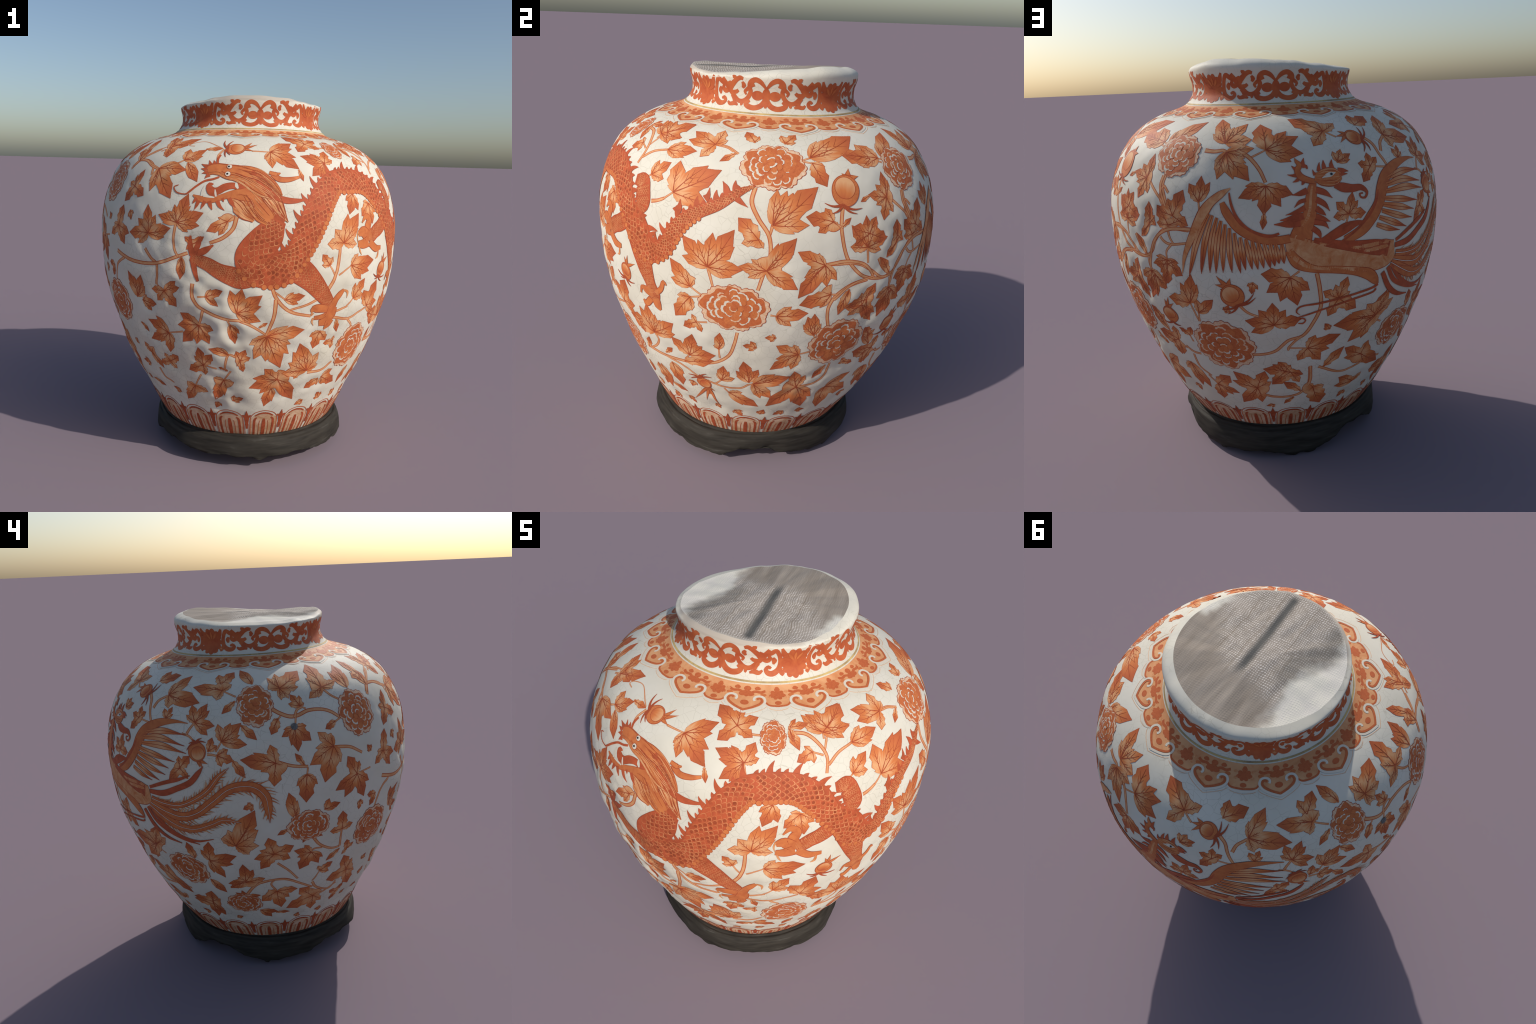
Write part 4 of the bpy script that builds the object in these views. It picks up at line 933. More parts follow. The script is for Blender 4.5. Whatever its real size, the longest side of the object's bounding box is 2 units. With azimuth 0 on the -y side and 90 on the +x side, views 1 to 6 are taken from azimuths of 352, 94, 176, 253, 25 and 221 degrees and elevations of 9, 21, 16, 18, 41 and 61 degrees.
def chart_relief():
    """the painted parts lie lower and the bare glaze swells between them, here strongly and there hardly at all"""
    da, dh = RELIEF['step_az'], RELIEF['step_h']
    A = np.arange(0, 360, da); Hh = np.arange(0, height_along(1.9), dh)
    z = axis_height(Hh); r = radius(z)
    D = np.zeros((len(A), len(Hh)))

    def press(az, h, size, depth=1.0):
        az = az % 360
        rr = float(radius(axis_height(h)))
        j0, j1 = max(0, int((h - 2.4*size)/dh)), min(len(Hh), int((h + 2.4*size)/dh) + 2)
        na = int(math.degrees(2.4*size/rr)/da) + 2; i0 = int(round(az/da))
        ii = np.arange(i0 - na, i0 + na + 1)
        dx = np.radians(ii*da - az)[:, None]*rr; dy = (Hh[j0:j1] - h)[None, :]
        g = depth*np.exp(-(dx*dx + dy*dy)/size**2)
        D[np.ix_(ii % len(A), range(j0, j1))] = np.maximum(D[np.ix_(ii % len(A), range(j0, j1))], g)
    for kind, a in PLAN:
        if kind == 'leaf':
            h = float(height_along(a[1]))
            for ang, l in a[2:]:
                for f in (0.35, 0.7):
                    q = local(a[0], h, f*l/100*math.cos(math.radians(ang)), f*l/100*math.sin(math.radians(ang)))
                    press(float(q[0]), float(q[1]), 0.032)
        elif kind == 'peony':
            press(a[0], float(height_along(a[1])), (a[2] + a[3])/170)
        elif kind in ('stem', 'brush'):
            pts = a[1:] if kind == 'stem' else a[2:]
            wide = 0.02 if kind == 'stem' else max(0.02, 0.012*max(p[2] for p in pts))
            c = through([p[:2] for p in pts], 0.02)
            for p in c[::2]:
                press(p[0], p[1], wide, 0.7 if kind == 'stem' else 1.0)
    # small leaves and curls in the widest gaps, as the painter left hardly any bare
    filler = random.Random(11); put = 0
    free = D.copy()
    for _ in range(9000):
        if put >= 78:
            break
        i = filler.randrange(len(A)); zc = filler.uniform(0.36, 1.5); j = int(float(height_along(zc))/dh)
        di, dj = max(1, int(math.degrees(0.045/float(radius(zc)))/da)), int(0.045/dh)
        if free[np.ix_(np.arange(i - di, i + di + 1) % len(A), np.arange(j - dj, j + dj + 1))].max() > 0.45:
            continue
        a0 = filler.uniform(0, 360); l = filler.uniform(3.6, 5.6)
        az0, h0 = local(A[i], Hh[j], -0.4*l/100*math.cos(math.radians(a0)), -0.4*l/100*math.sin(math.radians(a0)))
        PLAN.append(('leaf', (float(az0), float(axis_height(h0)), (a0, l), (a0 + filler.uniform(38, 60), l*0.7), (a0 - filler.uniform(38, 60), l*filler.uniform(0.5, 0.8)))))
        press(A[i], Hh[j], 0.04); free = D.copy(); put += 1
    for _ in range(2):                                      # soften
        D = (np.roll(D, 2, 0) + D + np.roll(D, -2, 0) + np.roll(D, 1, 0) + np.roll(D, -1, 0))/5
        D[:, 2:-2] = (D[:, :-4] + D[:, 1:-3] + D[:, 2:-2] + D[:, 3:-1] + D[:, 4:])/5
    az = A[:, None] + 0*Hh; zz = z[None, :] + 0*A[:, None]; t = np.radians(az)
    x, y = r*np.sin(t), -r*np.cos(t)
    front = bell(az, 335, 42)*np.exp(-((zz - 0.82)/0.55)**2)
    back = bell(az, 136, 18)*np.exp(-((zz - 0.98)/0.28)**2)
    low = np.exp(-((zz - 0.45)/0.32)**2)
    fade = np.clip((zz - 0.2)/0.1, 0, 1)*np.clip((1.72 - zz)/0.12, 0, 1)
    big = lumps(x, y, zz*0.8, 9.0, 3) + 0.5*lumps(x, y, zz, 17.0, 5)
    small = lumps(x, y, zz, 26.0, 9)
    vary = 0.75 + 0.6*lumps(x, y, zz, 5.0, 15)
    dent = (0.0118*front + 0.009*back + 0.0045*low + 0.0052)*vary*(0.45 - D)
    # departures of the thrown form from a true round
    belly = np.exp(-((zz - 0.85)/0.42)**4)

    def swell(a, wa, zc, wz):
        return bell(az, a, wa)*np.exp(-((zz - zc)/wz)**2)
    form = -0.0005 - 0.004*bell(az, 15, 45)*belly + 0.008*bell(az, 160, 17)*belly - 0.004*bell(az, 126, 12)*belly
    form = form - 0.011*swell(154, 26, 1.60, 0.11) - 0.005*swell(95, 20, 1.64, 0.08)
    form = form + 0.007*swell(46, 22, 0.62, 0.20)
    form = form - 0.004*swell(62, 24, 0.36, 0.09) - 0.011*swell(300, 28, 0.37, 0.09)
    form = form + 0.010*swell(335, 45, 0.20, 0.08) + 0.005*swell(70, 40, 0.20, 0.07) + 0.006*swell(230, 30, 0.24, 0.09)
    RELIEF['map'] = form*np.clip((1.74 - zz)/0.06, 0, 1) + fade*(dent + (0.0045*front + 0.004*back + 0.0016*low + 0.001)*big + (0.0010*front + 0.0025*back + 0.0006)*small)


chart_relief()

# ------------------------------------------------------------------ the things themselves
def empty(name, at):
    e = bpy.data.objects.new(name, None); e.empty_display_size = 0.2
    bpy.context.scene.collection.objects.link(e); e.location = at
    return e


vase = empty('porcelain_vase', (0, 0, 0))
vase['label'] = 'large white jar painted with orange dragon, phoenix and peonies'
vase['category'] = 'vase'

# ---- body, neck, lip: one skin cut into named regions
H_FOOT, H_NECK = (float(height_along(v)) for v in (0.14, 1.795))
RIM_AZ = [0, 20, 35, 50, 68, 85, 100, 115, 130, 155, 180, 190, 210, 230, 253, 270, 295, 310, 325, 340]
RIM_Z = [1.976, 1.972, 1.962, 1.957, 1.965, 1.974, 1.984, 1.990, 1.999, 1.990, 1.982, 1.975, 1.960, 1.950, 1.947, 1.944, 1.950, 1.956, 1.968, 1.975]
RIM_R = [.403, .405, .402, .394, .382, .370, .366, .364, .362, .362, .364, .364, .360, .358, .360, .372, .386, .392, .395, .398]


def lip_foot(az):                     # where the plain lip begins above the painted neck
    return height_along(ring(RIM_AZ, RIM_Z, az) - DIP_X*0.42*np.sin(np.radians(az)) + DIP_Y*0.42*np.cos(np.radians(az)) - ring([0, 60, 110, 160, 215, 250, 300], [0.026, 0.028, 0.050, 0.052, 0.040, 0.026, 0.024], az))


TOP_X, TOP_Y = AXIS_X + LEAN_X*0.97, AXIS_Y + LEAN_Y*0.97


def rim_edge(az):                     # the highest edge of the lip
    t = np.radians(az); r = ring(RIM_AZ, RIM_R, az)
    wob = 0.003*lumps(np.sin(t), np.cos(t), 0*t, 5.0, 21)
    return np.stack([TOP_X + r*np.sin(t), TOP_Y - r*np.cos(t), ring(RIM_AZ, RIM_Z, az) + wob], -1)


def lip_rows(az, n=14):               # from the neck out over the flare and up to the edge
    a, nrm = wall(az, lip_foot(az))
    b = rim_edge(az)
    under, _ = wall(az, lip_foot(az) - 0.01)
    t = np.radians(az); out = np.stack([np.sin(t), -np.cos(t), 0*t], -1)
    c = a + (a - under)/0.01*0.016                           # leave along the neck
    flare = ring([0, 60, 120, 180, 240, 300], [.413, .416, .420, .420, .414, .408], az)[:, None]
    d = np.stack([TOP_X + flare[:, 0]*np.sin(t), TOP_Y - flare[:, 0]*np.cos(t), b[:, 2] - 0.012], -1)
    rows = []
    for s in np.linspace(0, 1, n):
        rows.append((1-s)**3*a + 3*(1-s)**2*s*c + 3*(1-s)*s*s*d + s**3*b)
    return rows


def skin(name, rows, mats, row_mat=None, parent=vase, cap=None):
    nc = rows[0].shape[0]
    v = np.vstack(rows); f = []
    for i in range(len(rows) - 1):
        for j in range(nc):
            k = (j+1) % nc
            f.append((i*nc + j, i*nc + k, (i+1)*nc + k, (i+1)*nc + j))
    if cap == 'last':
        f.append(tuple((len(rows)-1)*nc + j for j in range(nc)))
    if cap == 'first':
        f.append(tuple(range(nc))[::-1])
    me = bpy.data.meshes.new(name); ob = bpy.data.objects.new(name, me)
    bpy.context.scene.collection.objects.link(ob)
    me.from_pydata(v.tolist(), [], f)
    me.polygons.foreach_set('use_smooth', [True]*len(f))
    for m in mats:
        me.materials.append(m)
    me.update()
    ob.parent = parent
    return ob


N_AROUND = 600
AZ = np.arange(N_AROUND)*360.0/N_AROUND


def share_normals(obs, rows_list):
    """each region keeps the whole skin's normals, so the cuts do not show"""
    allr = [r for k, rows in enumerate(rows_list) for r in (rows if k == 0 else rows[1:])]
    g = np.array(allr)
    dj = np.roll(g, -1, 1) - np.roll(g, 1, 1)
    di = np.gradient(g, axis=0)
    n = np.cross(dj, di); n /= np.linalg.norm(n, axis=-1, keepdims=True) + 1e-12
    i = 0
    for ob, rows in zip(obs, rows_list):
        m = len(rows)
        ob.data.normals_split_custom_set_from_vertices(n[i:i+m].reshape(-1, 3).tolist())
        i += m - 1


def make_lip_glaze():                 # in front the cloth is turned down over the lip
    m, nt, b = new_material('lip_glaze', 0.6)
    obj = nt.nodes.new('ShaderNodeTexCoord').outputs['Object']
    sep = nt.nodes.new('ShaderNodeSeparateXYZ'); nt.links.new(obj, sep.inputs[0])
    wob = math_of(nt, 'MULTIPLY', noise_of(nt, obj, 14, 3), 0.02)
    over = math_of(nt, 'MULTIPLY', smooth_of(nt, math_of(nt, 'MULTIPLY', sep.outputs[1], -1.0), 0.12, 0.26), smooth_of(nt, math_of(nt, 'ADD', sep.outputs[2], wob), 1.956, 1.972))
    nt.links.new(mix_of(nt, over, glaze_colour(nt, obj), (0.47, 0.41, 0.34)), b.inputs['Base Color'])
    return m


body_rows = [wall(AZ, np.full(N_AROUND, h))[0] for h in np.linspace(H_FOOT, H_NECK, 330)]
neck_rows = [wall(AZ, H_NECK + f*(lip_foot(AZ) - H_NECK))[0] for f in np.linspace(0, 1, 26)]
lip = lip_rows(AZ)
body = skin('body', body_rows, [GLAZE], cap='first')
neck = skin('neck', neck_rows, [GLAZE])
mouth = skin('lip', lip, [make_lip_glaze()])
share_normals([body, neck, mouth], [body_rows, neck_rows, lip])


# ---- the cloth over the mouth
def make_cloth():
    m, nt, b = new_material('grey_cloth', 0.85)
    obj = nt.nodes.new('ShaderNodeTexCoord').outputs['Object']
    mp = nt.nodes.new('ShaderNodeMapping'); mp.inputs['Rotation'].default_value = (0, 0, math.radians(-10))
    nt.links.new(obj, mp.inputs['Vector']); vec = mp.outputs[0]
    sep = nt.nodes.new('ShaderNodeSeparateXYZ'); nt.links.new(obj, sep.inputs[0]); X, Y = sep.outputs[0], sep.outputs[1]
    sr = nt.nodes.new('ShaderNodeSeparateXYZ'); nt.links.new(vec, sr.inputs[0]); U, V = sr.outputs[0], sr.outputs[1]
    wob = math_of(nt, 'MULTIPLY', math_of(nt, 'SUBTRACT', noise_of(nt, obj, 11, 3), 0.5), 0.036)

    def threads(axis, period):
        s = math_of(nt, 'SINE', math_of(nt, 'MULTIPLY', math_of(nt, 'ADD', axis, wob), 2*math.pi/period))
        return math_of(nt, 'MULTIPLY_ADD', s, 0.5, 0.5)
    weave = math_of(nt, 'MULTIPLY', threads(U, 0.0102), threads(V, 0.0115))
    weave = math_of(nt, 'MULTIPLY', weave, math_of(nt, 'MULTIPLY_ADD', noise_of(nt, obj, 30, 4, 0.75), 2.2, -0.55))
    near = smooth_of(nt, math_of(nt, 'ADD', math_of(nt, 'MULTIPLY', Y, -1.0), math_of(nt, 'MULTIPLY', noise_of(nt, obj, 6), 0.12)), -0.13, -0.02)
    side = math_of(nt, 'SUBTRACT', 1.0, smooth_of(nt, math_of(nt, 'ADD', X, math_of(nt, 'MULTIPLY', Y, 0.9)), 0.17, 0.3))
    # pulled threads: long streaks along the slit
    st = nt.nodes.new('ShaderNodeMapping'); st.inputs['Scale'].default_value = (26, 2.2, 4)
    nt.links.new(vec, st.inputs['Vector'])
    streak = noise_of(nt, st.outputs[0], 1.0, 4, 0.6)
    col = ramp(nt, [(0.3, (0.245, 0.205, 0.165)), (0.7, (0.36, 0.31, 0.26))], streak)
    col = mix_of(nt, math_of(nt, 'MULTIPLY', math_of(nt, 'MULTIPLY', weave, math_of(nt, 'MULTIPLY', near, side)), 1.9), col, (0.66, 0.60, 0.54))
    # brown seams along the threads
    for u0, v0, v1 in ((-0.095, -0.4, -0.02), (-0.13, -0.1, 0.1), (0.17, -0.3, 0.1), (0.075, -0.4, 0.2), (0.24, -0.2, -0.03)):
        d = math_of(nt, 'ABSOLUTE', math_of(nt, 'SUBTRACT', math_of(nt, 'ADD', U, wob), u0))
        k = math_of(nt, 'SUBTRACT', 1.0, smooth_of(nt, d, 0.001, 0.007))
        k = math_of(nt, 'MULTIPLY', k, math_of(nt, 'MULTIPLY', smooth_of(nt, V, v0, v0 + 0.05), math_of(nt, 'SUBTRACT', 1.0, smooth_of(nt, V, v1 - 0.05, v1))))
        col = mix_of(nt, math_of(nt, 'MULTIPLY', k, 0.32), col, (0.19, 0.145, 0.10))
    # the dark slit
    sx = math_of(nt, 'SUBTRACT', X, math_of(nt, 'MULTIPLY_ADD', Y, -0.185, 0.027))
    k = math_of(nt, 'SUBTRACT', 1.0, smooth_of(nt, math_of(nt, 'ABSOLUTE', sx), 0.004, 0.036))
    k = math_of(nt, 'MULTIPLY', k, math_of(nt, 'SUBTRACT', 1.0, smooth_of(nt, Y, 0.08, 0.19)))
    k = math_of(nt, 'MULTIPLY', k, smooth_of(nt, Y, -0.37, -0.33))
    col = mix_of(nt, math_of(nt, 'MULTIPLY', k, 0.92), col, (0.085, 0.085, 0.08))
    # bare glaze showing at the left side and at a patch on the right
    rag = math_of(nt, 'MULTIPLY', math_of(nt, 'SUBTRACT', noise_of(nt, obj, 7, 3), 0.5), 0.16)
    xl = math_of(nt, 'ADD', math_of(nt, 'ADD', X, rag), math_of(nt, 'MULTIPLY', math_of(nt, 'ABSOLUTE', math_of(nt, 'SUBTRACT', Y, 0.02)), 0.12))
    left = math_of(nt, 'SUBTRACT', 1.0, smooth_of(nt, xl, -0.26, -0.18))
    dark = math_of(nt, 'MULTIPLY', math_of(nt, 'SUBTRACT', 1.0, smooth_of(nt, xl, -0.15, -0.08)), smooth_of(nt, math_of(nt, 'MULTIPLY', Y, -1.0), -0.12, 0.0))
    col = mix_of(nt, math_of(nt, 'MULTIPLY', dark, 0.5), col, (0.13, 0.12, 0.10))
    right = math_of(nt, 'MULTIPLY', smooth_of(nt, math_of(nt, 'ADD', X, rag), 0.30, 0.345),
                    math_of(nt, 'MULTIPLY', smooth_of(nt, Y, -0.24, -0.13), math_of(nt, 'SUBTRACT', 1.0, smooth_of(nt, Y, -0.02, 0.03))))
    fr = math_of(nt, 'ADD', math_of(nt, 'MULTIPLY', X, X), math_of(nt, 'MULTIPLY', Y, Y))
    front = math_of(nt, 'MULTIPLY', smooth_of(nt, fr, 0.135, 0.15), smooth_of(nt, math_of(nt, 'MULTIPLY', Y, -1.0), 0.02, 0.12))
    col = mix_of(nt, front, col, (0.52, 0.47, 0.40))
    bare = math_of(nt, 'MAXIMUM', left, right)
    col = mix_of(nt, bare, col, mix_of(nt, smooth_of(nt, noise_of(nt, obj, 11, 3), 0.4, 0.6), (0.66, 0.62, 0.55), (0.68, 0.645, 0.555)))
    nt.links.new(col, b.inputs['Base Color'])
    bp = nt.nodes.new('ShaderNodeBump'); bp.inputs['Strength'].default_value = 0.3; bp.inputs['Distance'].default_value = 0.003
    nt.links.new(math_of(nt, 'ADD', weave, streak), bp.inputs['Height']); nt.links.new(bp.outputs[0], b.inputs['Normal'])
    return m


edge = lip[-1]
mid = np.array([TOP_X, TOP_Y, 1.974])
cloth_rows = []
for s in np.linspace(0, 1, 40)[:-1]:
    q = edge*(1 - s) + mid*s
    ease = s*s*(3 - 2*s)
    q[:, 2] = edge[:, 2]*(1 - ease) + mid[2]*ease
    q[:, 2] += (1 - (1 - s)**6)*0.004*lumps(q[:, 0], q[:, 1], 0*q[:, 0], 8.0, 31)
    q[:, 2] += (1 - (1 - s)**4)*0.002*lumps(q[:, 0]*2, q[:, 1]*0.7, 0*q[:, 0], 16.0, 33)
    d = q[:, 0] - (0.027 - 0.185*q[:, 1])
    q[:, 2] -= 0.003*np.exp(-(d/0.018)**2)*np.clip((0.2 - q[:, 1])/0.1, 0, 1)*(1 - (1-s)**5)
    cloth_rows.append(q)
cloth = skin('mouth_cloth', cloth_rows, [make_cloth()], cap='last')


# ---- gilt line round the foot of the neck
def band_ribbon(h_of, half, off, name, mat, parent):
    a = np.linspace(0, 360, 361)
    p = Patch(); h = h_of(a)
    p.grid(np.stack([a]*5), np.stack([h - half, h - half, h, h + half, h + half]), np.array([[off - SKIRT*1.6], [off], [off + 0.0008], [off], [off - SKIRT*1.6]]), lambda i, j: 0, False)
    return p.build(name, [mat], parent)


gilt = band_ribbon(lambda a: height_along(1.796) + 0*a, 0.0042, 0.0012, 'gilt_line', GILT, vase)


# ---- vocabulary of the painting
def lens(delta, length, half, teeth, sharp=0.85):
    """outline of one pointed lobe seen from its foot: radius for an angle off its midrib"""
    x = np.linspace(0.02, 1, 140)
    prof = (1 - x)**sharp*x**0.75; prof = prof/prof.max()
    saw = (x*teeth) % 1.0
    prof = prof*(1 - 0.50*saw*(x > 0.2))
    slope = half*prof/(x*length)
    lim = np.tan(np.clip(np.abs(delta), 0, 1.4))
    ok = slope[None, :] >= lim[:, None]
    idx = np.where(ok.any(1), 139 - ok[:, ::-1].argmax(1), 0)
    return np.where(ok.any(1) & (np.abs(delta) < 1.4), x[idx]*length/np.cos(np.clip(delta, -1.4, 1.4)), 0)


PIECES = {'leaf': 0, 'stem': 0, 'flower': 0, 'bud': 0}


def draw_leaf(az, z, *lobes):
    """a jagged leaf: veins run from its foot to the tip of each lobe (angle in degrees, length in cm)"""
    h = float(height_along(z)); L = [(math.radians(a), l/100*1.06) for a, l in lobes]
    far = max(l for _, l in L); main = max(L, key=lambda q: q[1])[0]
    veins = list(L)
    if len(L) > 1:                       # every lobe carries a smaller tooth on either side
        L = L + [(a + sg*rng.uniform(0.27, 0.36), l*rng.uniform(0.60, 0.72)) for a, l in L if l > 0.045 for sg in (-1, 1)]
    phi = sorted(set(np.round(np.linspace(-math.pi, math.pi, 150, endpoint=False), 5)) | {round((a + e + math.pi) % (2*math.pi) - math.pi, 5) for a, _ in L for e in (0, -.04, .04, -.1, .1, -.17, .17, -.25, .25, -.34, .34)})
    phi = np.array(phi)
    r = np.full(len(phi), 0.006)
    n = len(L); nv = len(veins)
    for i, (a, l) in enumerate(L):
        gap = min([abs((a - b + math.pi) % (2*math.pi) - math.pi) for j, (b, _) in enumerate(veins) if j != i] or [1.2])
        gap = max(gap, 0.5) if i < nv else 0.45
        half = l*(0.24 if n == 1 else min(0.34, max(0.20, 0.62*math.tan(min(gap, 1.0)/2) + 0.07)))
        d = (phi - a + math.pi) % (2*math.pi) - math.pi
        r = np.maximum(r, lens(d, l, half, 1 if i >= nv else 2 if l < 0.05 or n == 1 else 3.0))
    body_r = 0.34*far if nv >= 4 else 0.28*far if n > 1 else 0
    if body_r:
        span = [(a - main + math.pi) % (2*math.pi) - math.pi for a, _ in veins]
        lo, hi = min(span) - 0.12, max(span) + 0.12
        d = (phi - main + math.pi) % (2*math.pi) - math.pi
        r = np.where((d > lo) & (d < hi), np.maximum(r, body_r), r)
    PIECES['leaf'] += 1
    off = LAYER['leaf'] + 0.0006*rng.random()
    p = Patch()
    p.star(az, h, phi, r, off, rings=8, slot=0, rim_slot=1, rim=0.0022)
    for a, l in veins:
        k = 14; s = np.linspace(0.0, 0.84, k)*l
        sway = 0.03*l*np.sin(s/l*3.0)*(1 if a > main else -1)
        A, Hh = local(az, h, s*math.cos(a) - sway*math.sin(a), s*math.sin(a) + sway*math.cos(a))
        p.ribbon(A, Hh, np.linspace(0.0017, 0.0006, k)*(1 + 2*l), off + 0.0006, 1)
        if l > 0.06:
            for f in (0.32, 0.5):
                for sg in (-1, 1):
                    b = a + sg*0.55; q = np.linspace(0, 0.24*l, 6)
                    A, Hh = local(az, h, f*l*math.cos(a) + q*math.cos(b), f*l*math.sin(a) + q*math.sin(b))
                    p.ribbon(A, Hh, np.linspace(0.0012, 0.0004, 6), off + 0.0005, 1)
    return p.build('leaf', [LEAF, LINE], vase, (az, h), main, far)


def draw_stem(weight, *pts):
    c = through(pts)
    k = np.linspace(0, 1, len(c))
    w = 0.0066*weight*(1.0 + 0.12*np.sin(k*9)) if weight < 0.5 else 0.0084*weight*(1.05 - 0.25*k)
    p = Patch()
    p.ribbon(c[:, 0], c[:, 1], w, LAYER['stem'] + 0.0005*rng.random(), 0, 1, across=4, edge=0.42)
    PIECES['stem'] += 1
    return p.build('stem', [WASH_STEM, LINE_SOFT], vase)


WASH_STEM = make_enamel('stem_wash', tuple(0.5*a + 0.5*b for a, b in zip(ORANGE_C, WASH_C)), WASH_C, 14)
LINE_SOFT = make_enamel('stem_line', RUST_C, tuple(0.6*a + 0.4*b for a, b in zip(RUST_C, ORANGE_C)), 20)


def scallop(phi, a, b, n, depth, phase=0.0):
    e = a*b/np.sqrt((b*np.cos(phi))**2 + (a*np.sin(phi))**2)
    return e*(1 - depth + depth*np.abs(np.cos(phi*n/2 + phase))**0.7)


def draw_peony(az, z, ra, rb):
    """a peony: pale frilled guard petals, a dark ring, rows of cupped petals with bare white edges"""
    h = float(height_along(z)); a, b = ra/100, rb/100
    r0 = random.Random(int(az*10))
    turn = r0.uniform(0, 6.28)
    off = LAYER['flower'] + 0.0004*r0.random()
    phi = np.linspace(-math.pi, math.pi, 160, endpoint=False)
    p = Patch()
    p.star(az, h, phi, scallop(phi, a*1.05, b*1.05, 9, 0.12, turn)*(0.95 + 0.05*np.abs(np.cos(phi*15 + turn))), off, 8, slot=2, rim_slot=1, rim=0.003)
    p.star(az, h, phi, scallop(phi, a*0.97, b*0.97, 9, 0.14, turn)*(0.95 + 0.05*np.sin(phi*5 + turn) + 0.03*np.cos(phi*14)), off + 0.0005, 8, slot=0)
    rows = ((0.68, 12, 0.165, 0.15), (0.47, 9, 0.155, 0.145), (0.27, 6, 0.14, 0.13), (0.0, 1, 0.15, 0.12))
    q = np.linspace(-math.pi, math.pi, 30, endpoint=False)
    for k, (f, n, wide, tall) in enumerate(rows):
        order = list(range(n)); r0.shuffle(order)
        for i in order:
            t = turn + (i + 0.5*k)*2*math.pi/n + r0.uniform(-0.16, 0.16)
            g = f*r0.uniform(0.9, 1.08)
            cx, cy = g*a*math.cos(t), g*b*math.sin(t)
            # each petal opens outwards: a red heart in front of a frilled, bare edge
            wv = wide*r0.uniform(0.75, 1.2); tv = tall*r0.uniform(0.75, 1.2)
            base_r = scallop(q, tv*min(a, b), wv*max(a, b), 7, 0.20, r0.random()*3)
            ang = math.atan2(cy, cx) if f else r0.uniform(0, 6)
            o = off + 0.0008 + 0.0004*k + 0.00003*order.index(i)
            if r0.random() < 0.8:
                p.star(az, h, q + ang, base_r, o, 4, slot=3 if r0.random() < 0.7 else 2, rim_slot=1 if r0.random() < 0.5 else None, rim=0.0014, cx=cx, cy=cy)
            push = r0.uniform(0.035, 0.075)
            p.star(az, h, q + ang, (base_r*0.5 + 0.5*base_r.mean())*r0.uniform(0.86, 0.96), o + 0.0002, 4, slot=4 if r0.random() < 0.6 else 0, cx=cx - push*a*math.cos(ang), cy=cy - push*b*math.sin(ang))
    PIECES['flower'] += 1
    return p.build('peony', [RUST_PETAL, LINE, WASH_PETAL, PALE, ORANGE], vase, (az, h), 0.0, max(a, b))


RUST_PETAL = make_enamel('petal_red', tuple(0.8*a + 0.2*b for a, b in zip(RUST_C, ORANGE_C)), tuple(0.35*a + 0.65*b for a, b in zip(RUST_C, ORANGE_C)), 14)
WASH_PETAL = make_enamel('petal_pale', WASH_C, tuple(0.35*a + 0.65*b for a, b in zip(WASH_C, PALE_C)), 16)


def draw_bud(az, z, angle, length, crown, sepals):
    h = float(height_along(z)); l = length/100; t = math.radians(angle)
    off = LAYER['flower'] + 0.0003
    phi = np.linspace(-math.pi, math.pi, 60, endpoint=False)
    c, s = math.cos(t), math.sin(t)
    p = Patch()
    for a, m in crown:
        a = math.radians(a); m /= 100
        x0, y0, x1, y1 = 0.86*l*c, 0.86*l*s, m*math.cos(a), m*math.sin(a)
        k = np.linspace(0, 1, 12)
        A, Hh = local(az, h, x0 + (x1 - x0)*k, y0 + (y1 - y0)*k)
        p.ribbon(A, Hh, 0.0125*l/0.1*np.clip(1.25 - k*1.2, 0.02, 1)*(0.55 + 0.9*k*(1 - k)*2), off + 0.0002, 0, 1)
    for a, m in sepals:
        a = math.radians(a); m /= 100
        k = np.linspace(0, 1, 14); bend = 0.12*m*np.sin(k*math.pi)*(1 if math.sin(a - t) > 0 else -1)
        A, Hh = local(az, h, m*k*math.cos(a) - bend*math.sin(a), m*k*math.sin(a) + bend*math.cos(a))
        p.ribbon(A, Hh, 0.0065*(1.05 - k)**0.7, off + 0.0009, 1)
    egg = 0.50*l*(1 + 0.02*np.cos(2*phi) - 0.04*np.cos(phi))
    egg2 = 0.36*l*(1 - 0.02*np.cos(2*phi))
    p.star(az, h, phi + t, egg, off + 0.0004, 6, slot=0, rim_slot=1, rim=0.003, cx=0.48*l*c, cy=0.48*l*s)
    p.star(az, h, phi + t, egg2, off + 0.0009, 6, slot=2, rim_slot=1, rim=0.0022, cx=0.54*l*c - 0.04*l*s, cy=0.54*l*s + 0.04*l*c)
    PIECES['bud'] += 1
    return p.build('bud', [ORANGE, LINE, BUD], vase, (az, h), t, l)


dragon = empty('dragon', (0, 0, 0)); dragon.parent = vase
phoenix = empty('phoenix', (0, 0, 0)); phoenix.parent = vase
BEAST = [dragon]
FRINGED = []
ORDER = [0]


